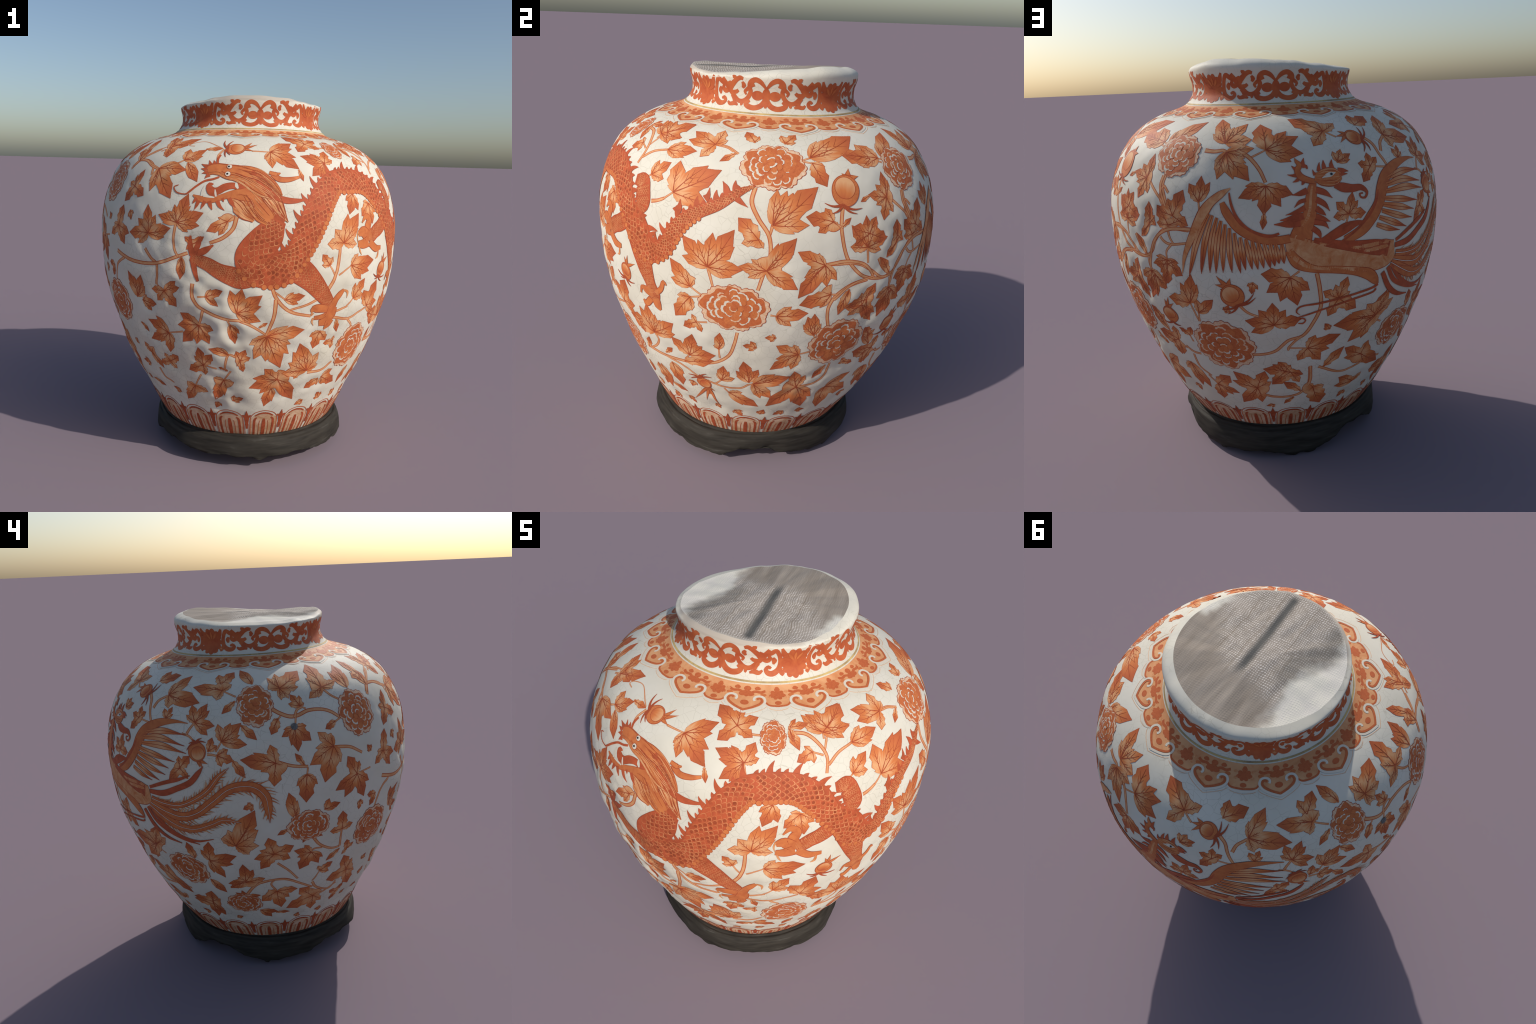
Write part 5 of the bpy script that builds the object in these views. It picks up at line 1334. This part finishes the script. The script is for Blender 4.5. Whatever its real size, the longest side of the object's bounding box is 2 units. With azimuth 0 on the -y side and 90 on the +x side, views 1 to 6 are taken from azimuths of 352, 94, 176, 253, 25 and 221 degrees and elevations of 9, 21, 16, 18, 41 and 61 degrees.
def draw_brush(name, tone, *pts):
    """one loaded brush stroke: points (azimuth, height, half width cm)"""
    c = through(pts)
    w = np.maximum(c[:, 2]/100, 0.0006)
    ORDER[0] += 1
    off = LAYER['beast'] + 0.00001*ORDER[0] + (0.0003 if tone in (PALE, BLACK) else 0)
    p = Patch()
    fine = w.max() > 0.012
    if name == 'wing_feather':
        p.ribbon(c[:, 0], c[:, 1], w*(0.75 + 0.25*np.sin(np.linspace(0, 3.1, len(c)))), off, 0, 1, across=6, edge=0.16)
        p.ribbon(c[:, 0], c[:, 1], np.full(len(c), 0.0012), off + 0.0006, 1)
        base = pts[0]
        return p.build(name, [FEATHER, LINE], BEAST[0], (base[0], float(height_along(base[1]))), 0.0, feather_length(pts))
    if fine:
        p.ribbon(c[:, 0], c[:, 1], w, off, 0, 1, edge=min(0.3, 0.0035/max(w.max(), 0.01)))
    else:
        p.ribbon(c[:, 0], c[:, 1], w, off, 0)
    if name == 'torso':                  # round off the inside of the bends
        ph = np.linspace(-math.pi, math.pi, 24, endpoint=False)
        for q in c[::14]:
            p.star(q[0], q[1], ph, 0.75*q[2]/100*(1 + 0*ph), off + 0.0003, 6, 0)
    if name == 'fringed_plume':
        barbs(p, c, w, off)
    if name in ('mane', 'head') and fine:
        hairs(p, c, w, off)
    return p.build(name, [tone, LINE, WASH, PALE], BEAST[0])


def feather_length(pts):
    a, b = pts[0], pts[-1]
    d = (b[0] - a[0] + 180) % 360 - 180
    return math.hypot(math.radians(d)*float(radius(0.5*(a[1] + b[1]))), float(height_along(b[1]) - height_along(a[1])))


def barbs(p, c, w, off):
    """the ragged fringe on both sides of a tail plume, and the pale quill down its middle"""
    r0 = random.Random(len(c))
    r = radius(axis_height(c[:, 1]))
    tx = np.gradient(np.radians(c[:, 0]))*r; ty = np.gradient(c[:, 1]); ln = np.hypot(tx, ty) + 1e-9
    for i in range(4, len(c) - 3, 2):
        for sg in (-1, 1):
            t = math.atan2(ty[i], tx[i]) + sg*r0.uniform(0.6, 1.2)
            L = w[i]*r0.uniform(1.1, 2.2) + 0.006
            k = np.linspace(0, 1, 7); curl = 0.25*L*k*k*sg
            nx, ny = -ty[i]/ln[i]*sg*w[i]*0.6, tx[i]/ln[i]*sg*w[i]*0.6
            A, Hh = local(c[i, 0], c[i, 1], nx + L*k*math.cos(t) + curl*math.sin(t), ny + L*k*math.sin(t) - curl*math.cos(t))
            p.ribbon(A, Hh, 0.0042*(1.05 - k), off - 0.0004 + 0.00001*(i % 20), 2 if r0.random() < 0.6 else 0)
    k = np.linspace(0, 1, len(c))
    p.ribbon(c[:, 0], c[:, 1], np.full(len(c), 0.0042)*(1 - 0.5*k), off + 0.0006, 1)
    p.ribbon(c[:, 0], c[:, 1], np.full(len(c), 0.0016)*(1 - 0.5*k), off + 0.001, 3)


def hairs(p, c, w, off):
    r0 = random.Random(len(c) + 1)
    r = radius(axis_height(c[:, 1]))
    tx = np.gradient(np.radians(c[:, 0]))*r; ty = np.gradient(c[:, 1]); ln = np.hypot(tx, ty) + 1e-9
    for i in range(16):
        u = r0.uniform(-0.92, 0.92); s = r0.randint(0, max(1, len(c)//2)); e = min(len(c), s + r0.randint(len(c)//4, len(c)))
        if e - s < 5:
            continue
        sl = slice(s, e); k = np.linspace(-1, 1, e - s)
        A = c[sl, 0] + np.degrees(-ty[sl]/ln[sl]*w[sl]*u/r[sl]); Hh = c[sl, 1] + tx[sl]/ln[sl]*w[sl]*u
        p.ribbon(A, Hh, 0.0012*(1 - k*k)**0.5 + 0.0003, off + 0.0007, 1 if r0.random() < 0.45 else 2)


def draw_disc(name, tone, az, z, r):
    p = Patch(); phi = np.linspace(-math.pi, math.pi, 28, endpoint=False)
    ORDER[0] += 1
    p.star(az, float(height_along(z)), phi, np.full(28, r/100*0.86), LAYER['beast'] + 0.0018 + 0.00001*ORDER[0] + (0.0006 if tone is BLACK else 0), 4, 0, 1 if tone is PALE else None, 0.0022)
    return p.build(name, [tone, LINE], vase if name == 'chip' else BEAST[0])


def draw_scales(pts, name='scales', limb=False):
    """rows of overlapping scales down the dragon's body, a spined ridge on its back, plates on its belly"""
    c = through(pts, 0.004); r = radius(axis_height(c[:, 1])); w = c[:, 2]/100
    tx = np.gradient(np.radians(c[:, 0]))*r; ty = np.gradient(c[:, 1]); ln = np.hypot(tx, ty) + 1e-9
    s = np.r_[0, np.cumsum(np.hypot(np.diff(np.radians(c[:, 0]))*(r[1:] + r[:-1])/2, np.diff(c[:, 1])))]
    turn = np.gradient(np.unwrap(np.arctan2(ty, tx)))/np.maximum(np.gradient(s), 1e-6)
    off = LAYER['beast'] + 0.0007 + 0.00001*ORDER[0]
    p = Patch(); spikes = Patch(); plates = Patch()
    q = np.linspace(-1, 1, 9)
    row, at = 0, 0.012
    while at < s[-1] - 0.012:
        i = int(np.searchsorted(s, at)); wi = w[i]
        size = min(0.026, max(0.011, 0.34*wi))*(0.78 if limb else 1)
        t = np.array([tx[i], ty[i]])/ln[i]; n = np.array([-t[1], t[0]])
        count = max(2, int(1.62*wi/size))
        for k in range(count):
            u = -0.76*wi + 1.56*wi*(k + 0.5*(row % 2) + 0.25)/count
            if u > 0.82*wi or 1 - turn[i]*u < 0.35:
                continue
            j = rng.uniform(-0.12, 0.12)*size; sz = size*rng.uniform(0.88, 1.1)
            hx = n[0]*(u + q*sz*0.56) + t[0]*(j + sz*0.72*(1 - q*q))
            hy = n[1]*(u + q*sz*0.56) + t[1]*(j + sz*0.72*(1 - q*q))
            A, Hh = local(c[i, 0], c[i, 1], hx, hy)
            p.ribbon(A, Hh, (0.0012 if limb else 0.0017)*(1.1 - q*q*0.8)*rng.uniform(0.6, 1.2), off, 0)
            if not limb:                                     # the dark heart of the scale
                A, Hh = local(c[i, 0], c[i, 1], n[0]*u + t[0]*(j + 0.22*sz), n[1]*u + t[1]*(j + 0.22*sz))
                ph = np.linspace(-math.pi, math.pi, 12, endpoint=False)
                p.star(float(A), float(Hh), ph, 0.34*sz*(1 + 0*ph), off - 0.0002, 3, 1 if rng.random() < 0.6 else 2)
        at += size*0.80; row += 1
    p.build(name, [SCALE_LINE, SCALE_HEART, RUST], dragon, stuff=True)
    if limb:
        return
    # spines along the back (left of the direction of travel)
    at = 0.30; big = 0
    while at < s[-1] - 0.05:
        i = int(np.searchsorted(s, at)); t = np.array([tx[i], ty[i]])/ln[i]; n = np.array([-t[1], t[0]])
        wi = w[i]; L = (0.062 if big % 3 == 0 else 0.026)*(0.45 + 6*min(wi, 0.09)); big += 1
        k = np.linspace(0, 1, 10)
        hx = n[0]*(0.88*wi + L*k) + t[0]*(0.45*L*k*k); hy = n[1]*(0.88*wi + L*k) + t[1]*(0.45*L*k*k)
        A, Hh = local(c[i, 0], c[i, 1], hx, hy)
        spikes.ribbon(A, Hh, (0.016 if L > 0.03 else 0.014)*(1.02 - k)**0.8, LAYER['beast'] + 0.0001, 0)
        at += 0.030
    at = 0.25
    while at < s[-1] - 0.25:
        i = int(np.searchsorted(s, at)); t = np.array([tx[i], ty[i]])/ln[i]; n = np.array([t[1], -t[0]])
        A, Hh = local(c[i, 0], c[i, 1], n[0]*0.93*w[i], n[1]*0.93*w[i])
        phi = np.linspace(-math.pi, math.pi, 20, endpoint=False)
        plates.star(float(A), float(Hh), phi, 0.014*(0.6 + 5*min(w[i], 0.08)) + 0*phi, LAYER['beast'] + 0.0005 + 0.00001*ORDER[0], 4, 0, 1, 0.0022)
        at += 0.024
    spikes.build('back_spines', [RUST], dragon, stuff=True)
    plates.build('belly_plates', [ORANGE, LINE], dragon, stuff=True)


DRAW = {'leaf': draw_leaf, 'stem': draw_stem, 'peony': draw_peony, 'bud': draw_bud, 'brush': draw_brush, 'disc': draw_disc,
        'scale_rows': lambda *a: draw_scales(a), 'scale_limb': lambda *a: draw_scales(a, limb=True),
        'begin': lambda who: BEAST.__setitem__(0, dragon if who == 'dragon' else phoenix)}
for kind, a in PLAN:
    DRAW[kind](*a)

# ---- scrolls and lotuses round the neck: four lotus panels, mirrored scrolls between
def neck_h(v, az=0.0):
    top = ring([0, 90, 180, 270], [1.944, 1.945, 1.938, 1.922], az)
    return height_along(1.812) + v*(height_along(top) - height_along(1.812))


def neck_stroke(p, centre, mirror, pts, slot=0, edge=1):
    q = [(centre + mirror*u, v, w) for u, v, w in pts]
    a = np.array(q, float); a[:, 1] = axis_height(neck_h(a[:, 1], a[:, 0]))
    c = through([tuple(x) for x in a], 0.005)
    p.ribbon(c[:, 0], c[:, 1], np.maximum(c[:, 2]/100*1.12, 0.0006), LAYER['leaf'] + 0.000012*p.count, slot, edge, edge=0.25)


SCROLL = (
    ((0.5, .70, .5), (3.5, .88, .9), (7, .95, 1.0), (10, .86, 1.0), (10.8, .70, .9), (10.2, .55, .9), (12, .36, .9), (15, .25, .9), (18.5, .26, .9), (22, .42, .9), (25, .60, 1.1), (27, .75, 1.1), (29.5, .93, .9)),
    ((25, .60, 1.0), (22, .78, 1.1), (19.5, .90, .9), (17, .98, .9), (14.8, .95, .6)),
    ((25, .66, 1.6), (24, .72, 1.7), (22.5, .80, 1.2)),
    ((19.5, .86, .9), (20.5, .99, .8), (22, .99, .6)),
    ((25.5, .58, 1.0), (28, .52, 1.0), (29.5, .60, .9), (29, .72, .5)),
    ((22.5, .50, .8), (20, .52, .8), (18.5, .58, .6)),
    ((26, .72, 1.0), (30, .80, 1.0), (33, .90, .9), (35.2, .70, .8), (36, .45, .9), (35, .25, 1.0), (32, .12, 1.1), (29, .12, 1.0), (27.5, .22, .8), (29, .31, .7), (30.5, .26, .5)),
    ((35, .30, .8), (37, .12, .9), (38, .06, .6)),
    ((0, .36, .9), (3, .14, 1.1), (7, .05, 1.1), (11, .09, 1.1), (13, .19, .9), (12, .28, .8), (10.5, .22, .5)),
    ((15.5, .22, .7), (15.6, .14, .6), (15.2, .10, .4)),
    ((15.5, .86, .5), (14.5, .76, .9), (15.5, .66, .5)),
    ((31.5, .64, .4), (32.3, .52, 1.0), (31.8, .40, .4)),
    ((18, .10, .4), (20.5, .15, .9), (23.5, .12, .8), (25.5, .20, .4)),
    ((20.5, .13, .5), (21.5, .30, .7), (23.5, .40, .4)),
    ((7.5, .80, .7), (10, .74, .7), (12.8, .62, .7), (14, .55, .6), (13, .46, .4)),
)
for k in range(4):
    centre = -0.5 + 90*k
    p = Patch()
    for m in (-1, 1):
        for pts in SCROLL:
            neck_stroke(p, centre, m, pts)
        hh = neck_h(0.45, centre)
        phi = np.linspace(-math.pi, math.pi, 30, endpoint=False)
        p.star(centre + m*5.6, float(hh), phi, scallop(phi, 0.026, 0.021, 1, 0), LAYER['leaf'] + 0.0006, 5, 0, 1, 0.0022)
    neck_stroke(p, centre, 1, ((0, .06, .4), (0, .2, 1.0), (0, .45, 1.7), (0, .6, 1.3), (0, .74, .2)))
    p.build('neck_scroll', [RUST_SOFT, LINE_SOFT], vase)
    # lotus
    centre = 44.3 + 90*k
    p = Patch(); hh = float(neck_h(0.44, centre))
    phi = np.linspace(-math.pi, math.pi, 130, endpoint=False)
    r = 0.064*(1 + 0.10*np.cos(2*phi)*-1)*(0.84 + 0.16*np.abs(np.cos(phi*6.5 + 0.4))**0.8)
    p.star(centre, hh, phi, r, LAYER['leaf'] + 0.0004, 7, 0, 1, 0.0025)
    for a in (-62, -30, 0, 30, 62):                       # upper petals, thinner wash at their tips
        t = math.radians(90 + a); q = np.linspace(0.012, 0.052, 10); k2 = np.linspace(0, 1, 10)
        A, Hh = local(centre, hh, q*math.cos(t)*1.15, q*math.sin(t))
        p.ribbon(A, Hh, 0.007*np.sin(k2*3.1) + 0.0006, LAYER['leaf'] + 0.0014, 2 if abs(a) < 50 else 0, 1)
    for a in (-52, -18, 18, 52):                          # hanging petals, outlined
        t = math.radians(-90 + a); q = np.linspace(0.040, 0.066, 8); k2 = np.linspace(0, 1, 8)
        A, Hh = local(centre, hh, q*math.cos(t)*1.2, q*math.sin(t))
        p.ribbon(A, Hh, 0.0085*np.sin(0.6 + k2*2.5) + 0.0006, LAYER['leaf'] + 0.0001, 3, 1)
    for m in (-1, 1):
        neck_stroke(p, centre, m, ((5, .62, 1.2), (7, .78, 1.1), (8.5, .98, .5)), 0)
        neck_stroke(p, centre, m, ((6, .45, 1.0), (8, .40, .7), (9, .42, .3)), 0)
    p.build('lotus', [RUST_SOFT, LINE_SOFT, ORANGE, WASH], vase)

# ---- the cloud collar on the shoulder: twelve heads with a lobe between each pair
H_COLLAR = float(height_along(1.790))
R_COLLAR = 0.545
HEADS = [18, 48, 78.3, 107, 137, 166.5, 198.4, 231.8, 261.8, 290, 318, 349.2]
OUTLINE = ((0, 14.8), (3, 13.6), (5.5, 12.1), (7.5, 10.4), (8.2, 9.3))
CURL = ((0, 14.6), (2.6, 13.5), (4.8, 12.5), (7.2, 11.0), (8.6, 8.9), (8.1, 6.8), (6.4, 6.0), (4.5, 6.4), (3.8, 7.5), (4.2, 8.5))
INNER = ((0, 13.4), (2.4, 12.4), (4.3, 11.4), (6.3, 10.1), (7.3, 8.7), (6.9, 7.4), (5.8, 7.1), (5.2, 7.8))
OUTER = ((0, 16.2), (3.0, 14.9), (5.4, 13.8), (8.0, 12.4), (9.6, 10.9))


def collar_line(p, az, side, pts, half, slot, off, span=None):
    xs = np.array([q[0] for q in pts], float); ys = np.array([q[1] for q in pts], float)
    k = np.arange(len(pts)); t = np.linspace(0, len(pts) - 1, 10*len(pts))
    x = spline(k.astype(float), xs, t); y = spline(k.astype(float), ys, t)
    if span:
        x = x*span
    A = az + side*np.degrees(x/100/R_COLLAR); Hh = H_COLLAR - y/100
    taper = np.ones(len(t))
    p.ribbon(A, Hh, half*taper, off, slot)


p = Patch(); pe = Patch()
n_h = len(HEADS)
a_all = np.linspace(0, 360, 1081)
depth = np.zeros(len(a_all))
for i, a in enumerate(HEADS):
    nxt = HEADS[(i+1) % n_h] + (360 if i == n_h - 1 else 0)
    half_gap = np.radians((nxt - a)/2)*R_COLLAR*100
    for side, src in ((1, a), (-1, nxt)):
        d = side*((a_all - src + 180) % 360 - 180); x = np.radians(d)*R_COLLAR*100
        y = np.where(x < 8.2, np.interp(x, [q[0] for q in OUTLINE], [q[1] for q in OUTLINE]), np.interp(x, [8.2, 10.5, half_gap], [8.9, 10.6, 11.2]))
        depth = np.where((x >= 0) & (x <= half_gap + 0.01), y, depth)
rows = np.linspace(0, 1, 10)
p.grid(np.stack([a_all]*11), np.vstack([H_COLLAR - (depth/100)*s for s in rows] + [H_COLLAR - depth/100])[:, :], np.array([[0.0006]]*10 + [[0.0001]]), lambda i, j: 0, False)
collar = p.build('collar', [COLLAR_WASH], vase)
for i, a in enumerate(HEADS):
    nxt = HEADS[(i+1) % n_h] + (360 if i == n_h - 1 else 0)
    gap = np.radians((nxt - a)/2)*R_COLLAR*100
    head = Patch()
    for side in (-1, 1):
        collar_line(head, a, side, CURL, 0.0052, 0, 0.0016)
        collar_line(head, a, side, INNER, 0.0048, 1, 0.0019 if side > 0 else 0.00195)
        collar_line(head, a, side, OUTER, 0.0012, 2, 0.0006)
    for side, src, off in ((1, a, 0), (-1, nxt, 0.0001)):
        collar_line(head, src, side, ((8.8, 8.9), (10.6, 10.5), (gap + 0.1, 11.0)), 0.0042, 1, 0.0011 + off)
        collar_line(head, src, side, ((9.0, 10.0), (10.8, 11.6), (gap + 0.1, 12.2)), 0.0048, 0, 0.0009 + off)
        collar_line(head, src, side, ((9.6, 10.9), (11.0, 12.4), (gap + 0.05, 13.2)), 0.0011, 2, 0.0006 + off)
    phi = np.linspace(-math.pi, math.pi, 40, endpoint=False)

    def blot(az, y, ra, rb, n=0, dep=0.0, slot=1, o=0.0014):
        head.star(az, H_COLLAR - y/100, phi, scallop(phi, ra/100, rb/100, n or 1, dep, 0.7), o, 4, slot)
    blot(a, 9.6, 1.75, 1.25)
    blot((a + nxt)/2, 9.3, 1.4, 1.0)
    blot((a + nxt)/2, 5.0, 3.6, 2.6, 7, 0.35)
    blot((a + nxt)/2, 2.3, 1.2, 1.3, 3, 0.2)
    for s in (-1, 1):
        blot((a + nxt)/2 + s*4.2, 6.2, 0.9, 0.7, 0, 0, 3)
        blot((a + nxt)/2 + s*4.6, 3.4, 1.0, 0.6, 0, 0, 3)
    blot(a, 4.9, 3.4, 1.6, 5, 0.3)
    blot(a, 2.3, 1.5, 1.2)
    for s in (-1, 1):
        collar_line(head, a, s, ((1.5, 4.6), (4.0, 3.6), (6.5, 3.9), (8.8, 3.1)), 0.0062, 1, 0.0011 + 0.0001*s)
        blot(a + s*5.2, 2.0, 1.3, 0.9, 3, 0.2)
        blot(a + s*8.2, 5.2, 1.3, 0.8, 0, 0, 4)
    head.build('cloud_head', [PALE, RUST_BRIGHT, LINE_PINK, WASH, ORANGE], vase, (a, H_COLLAR), 0.0, 0.1)

# ---- twenty upright lappets round the foot, a bud between each pair
Z0, Z1 = 0.160, 0.335
h0, h1 = float(height_along(Z0)), float(height_along(Z1))


def foot(u, v):
    return float(height_along(Z0)) + v*(h1 - h0)


def foot_stroke(p, az, pts, slot, off):
    a = np.array([(az + u, axis_height(foot(u, v)), w) for u, v, w in pts], float)
    c = through([tuple(x) for x in a], 0.006)
    p.ribbon(c[:, 0], c[:, 1], np.maximum(c[:, 2]/100, 0.0005), off, slot)


for k in range(20):
    az = 0.8 + 18*k
    p = Patch()
    a = az + np.linspace(-7.2, 7.2, 16)
    top = np.where(np.abs(a - az) > 5.2, 0.80 - 0.1*(np.abs(a - az) - 5.2)/2, 0.86)
    p.grid(np.stack([a]*6), np.vstack([foot(0, 0) + (top*s)*(h1 - h0) for s in np.linspace(0, 1, 6)]), np.array([[0.0007]]), lambda i, j: 0, False)
    for m in (-1, 1):
        foot_stroke(p, az, ((m*7.3, 0, .22), (m*7.2, .5, .22), (m*6.8, .75, .22), (m*5, .9, .22), (m*2.5, .97, .22), (0, 1.0, .22)), 1, 0.0012 + 0.0001*m)
        foot_stroke(p, az, ((m*5.2, 0, .55), (m*5.1, .5, .62), (m*4.7, .68, .6), (m*3.6, .74, .4)), 2, 0.0014)
        foot_stroke(p, az, ((m*2.6, 0, .16), (m*2.6, .4, .16), (m*2.2, .62, .14)), 1, 0.0014)
        foot_stroke(p, az, ((m*4.6, .80, .3), (m*2.6, .88, .5), (0, .91, .6)), 2, 0.0015 + 0.0001*m)
    foot_stroke(p, az, ((0, 0, .9), (0, .45, 1.0), (0, .62, .8), (0, .70, .5)), 2, 0.0016)
    p.build('lappet', [LAPPET, LINE_SOFT, LINE], vase)
    p = Patch(); b = az + 9
    foot_stroke(p, b, ((0, .30, .5), (0, .55, .9), (0, .72, 1.3), (0, .86, .8), (0, 1.0, .1)), 0, 0.0019)
    for m in (-1, 1):
        foot_stroke(p, b, ((0, .70, .8), (m*1.4, .80, .7), (m*2.3, .83, .2)), 0, 0.0020 + 0.0001*m)
        foot_stroke(p, b, ((m*.9, 0, .12), (m*1.1, .3, .12), (m*.9, .5, .12)), 1, 0.0015)
    p.build('lappet_bud', [LINE, LINE_SOFT], vase)

# ------------------------------------------------------------------ the wooden stand
def make_wood():
    m, nt, b = new_material('dark_wood', 0.7)
    obj = nt.nodes.new('ShaderNodeTexCoord').outputs['Object']
    mp = nt.nodes.new('ShaderNodeMapping'); mp.inputs['Scale'].default_value = (3, 3, 26)
    nt.links.new(obj, mp.inputs['Vector'])
    f = noise_of(nt, mp.outputs[0], 2.0, 5, 0.6)
    col = ramp(nt, [(0.35, (0.021, 0.018, 0.0145)), (0.62, (0.040, 0.035, 0.028)), (0.74, (0.070, 0.064, 0.056))], f)
    nt.links.new(col, b.inputs['Base Color'])
    bp = nt.nodes.new('ShaderNodeBump'); bp.inputs['Strength'].default_value = 0.25; bp.inputs['Distance'].default_value = 0.004
    nt.links.new(f, bp.inputs['Height']); nt.links.new(bp.outputs[0], b.inputs['Normal'])
    return m


stand = empty('wooden_stand', (0, 0, 0))
stand['label'] = 'dark brown turned wooden ring stand with a ragged lower edge'
stand['category'] = 'stand'
S_AZ = [-100, -86, -60, -24, 15, 45, 70, 92, 115, 145, 165, 190, 215]
S_R = [.557, .556, .565, .573, .579, .58, .578, .553, .557, .568, .566, .556, .553]
B_AZ = [0, 4, 12, 25, 32, 42, 52, 62, 71, 77, 80, 87, 97, 105, 117, 129, 136, 143, 154, 164, 171, 183, 188, 197, 205, 213, 222, 226, 234, 241, 249, 256, 267, 277, 286, 290, 297, 311, 320, 329, 339, 352, 360]
B_Z = [0.05, 0.066, 0.064, 0.066, 0.052, 0.046, 0.051000000000000004, 0.03, 0.05, 0.043, 0.052, 0.085, 0.092, 0.07, 0.03, 0.012, 0.01, 0.01, 0.012, 0.035, 0.018, 0.0, 0.004, 0.02, 0.055, 0.09, 0.092, 0.09, 0.06, 0.035, 0.02, 0.018, 0.025, 0.04, 0.06, 0.076, 0.076, 0.08600000000000001, 0.07200000000000001, 0.064, 0.064, 0.066, 0.05]
SX, SY = 0.009, -0.035
sa = np.arange(360.0)
st = np.radians(sa)
R = ring(S_AZ, S_R, sa) - 0.004 + 0.008*lumps(np.sin(st), np.cos(st), 0*st, 3.0, 49)
zb = np.interp(sa % 360, B_AZ, B_Z)
zb = np.maximum(zb + 0.010*lumps(np.sin(st), np.cos(st), 0*st, 9.0, 41) + 0.004*lumps(np.sin(st), np.cos(st), 0*st, 24.0, 43), 0.0)
zb = np.where(zb > 0.012, zb + 0.007, zb); zb = zb - zb.min()
# section of the ring from the jar outwards and down: (share of the way from the jar to the widest line, height)
SECTION = ((-0.55, .128), (-0.10, .176), (0.08, .179), (0.24, .175), (0.30, .166), (0.40, .171), (0.56, .164), (0.62, .153), (0.72, .153), (0.84, .136), (0.93, .112), (0.98, .092), (0.97, .086), (1.0, .076), (1.0, .060), (0.97, .046))
touch, _ = wall(sa, np.full(360, float(height_along(0.168))))
jar_r = np.hypot(touch[:, 0] - SX, touch[:, 1] - SY)
rows = []
for u, z in SECTION:
    rr = jar_r + (R - jar_r)*u + max(0, u)*0.009*lumps(np.sin(st), np.cos(st), 0*st + 3*z, 4.0, 45)
    zz = z + 0.012*np.cos(st - 0.4)*0 + 0.003*lumps(np.sin(st), np.cos(st), 0*st + u, 5.0, 47)
    zz = np.maximum(zz, zb + 0.004*(1 + len(rows)*0) )
    rows.append(np.stack([SX + rr*np.sin(st), SY - rr*np.cos(st), zz], -1))
last = rows[-1][:, 2]
for f, u in ((0.35, 0.93), (0.7, 0.85), (1.0, 0.72)):
    rr = jar_r + (R - jar_r)*u
    rr = rr + 0.004*lumps(np.sin(st), np.cos(st), 0*st + f, 9.0, 51)
    rows.append(np.stack([SX + rr*np.sin(st), SY - rr*np.cos(st), last + (zb - last)*f], -1))
for dr, dz in ((-0.018, 0.006), (-0.07, 0.03), (-0.12, 0.07)):
    rr = jar_r + (R - jar_r)*0.72 + dr
    rows.append(np.stack([SX + rr*np.sin(st), SY - rr*np.cos(st), zb + dz + 0.0*rr], -1))
stand_ring = skin('turned_ring', rows[::-1], [make_wood()], parent=stand)
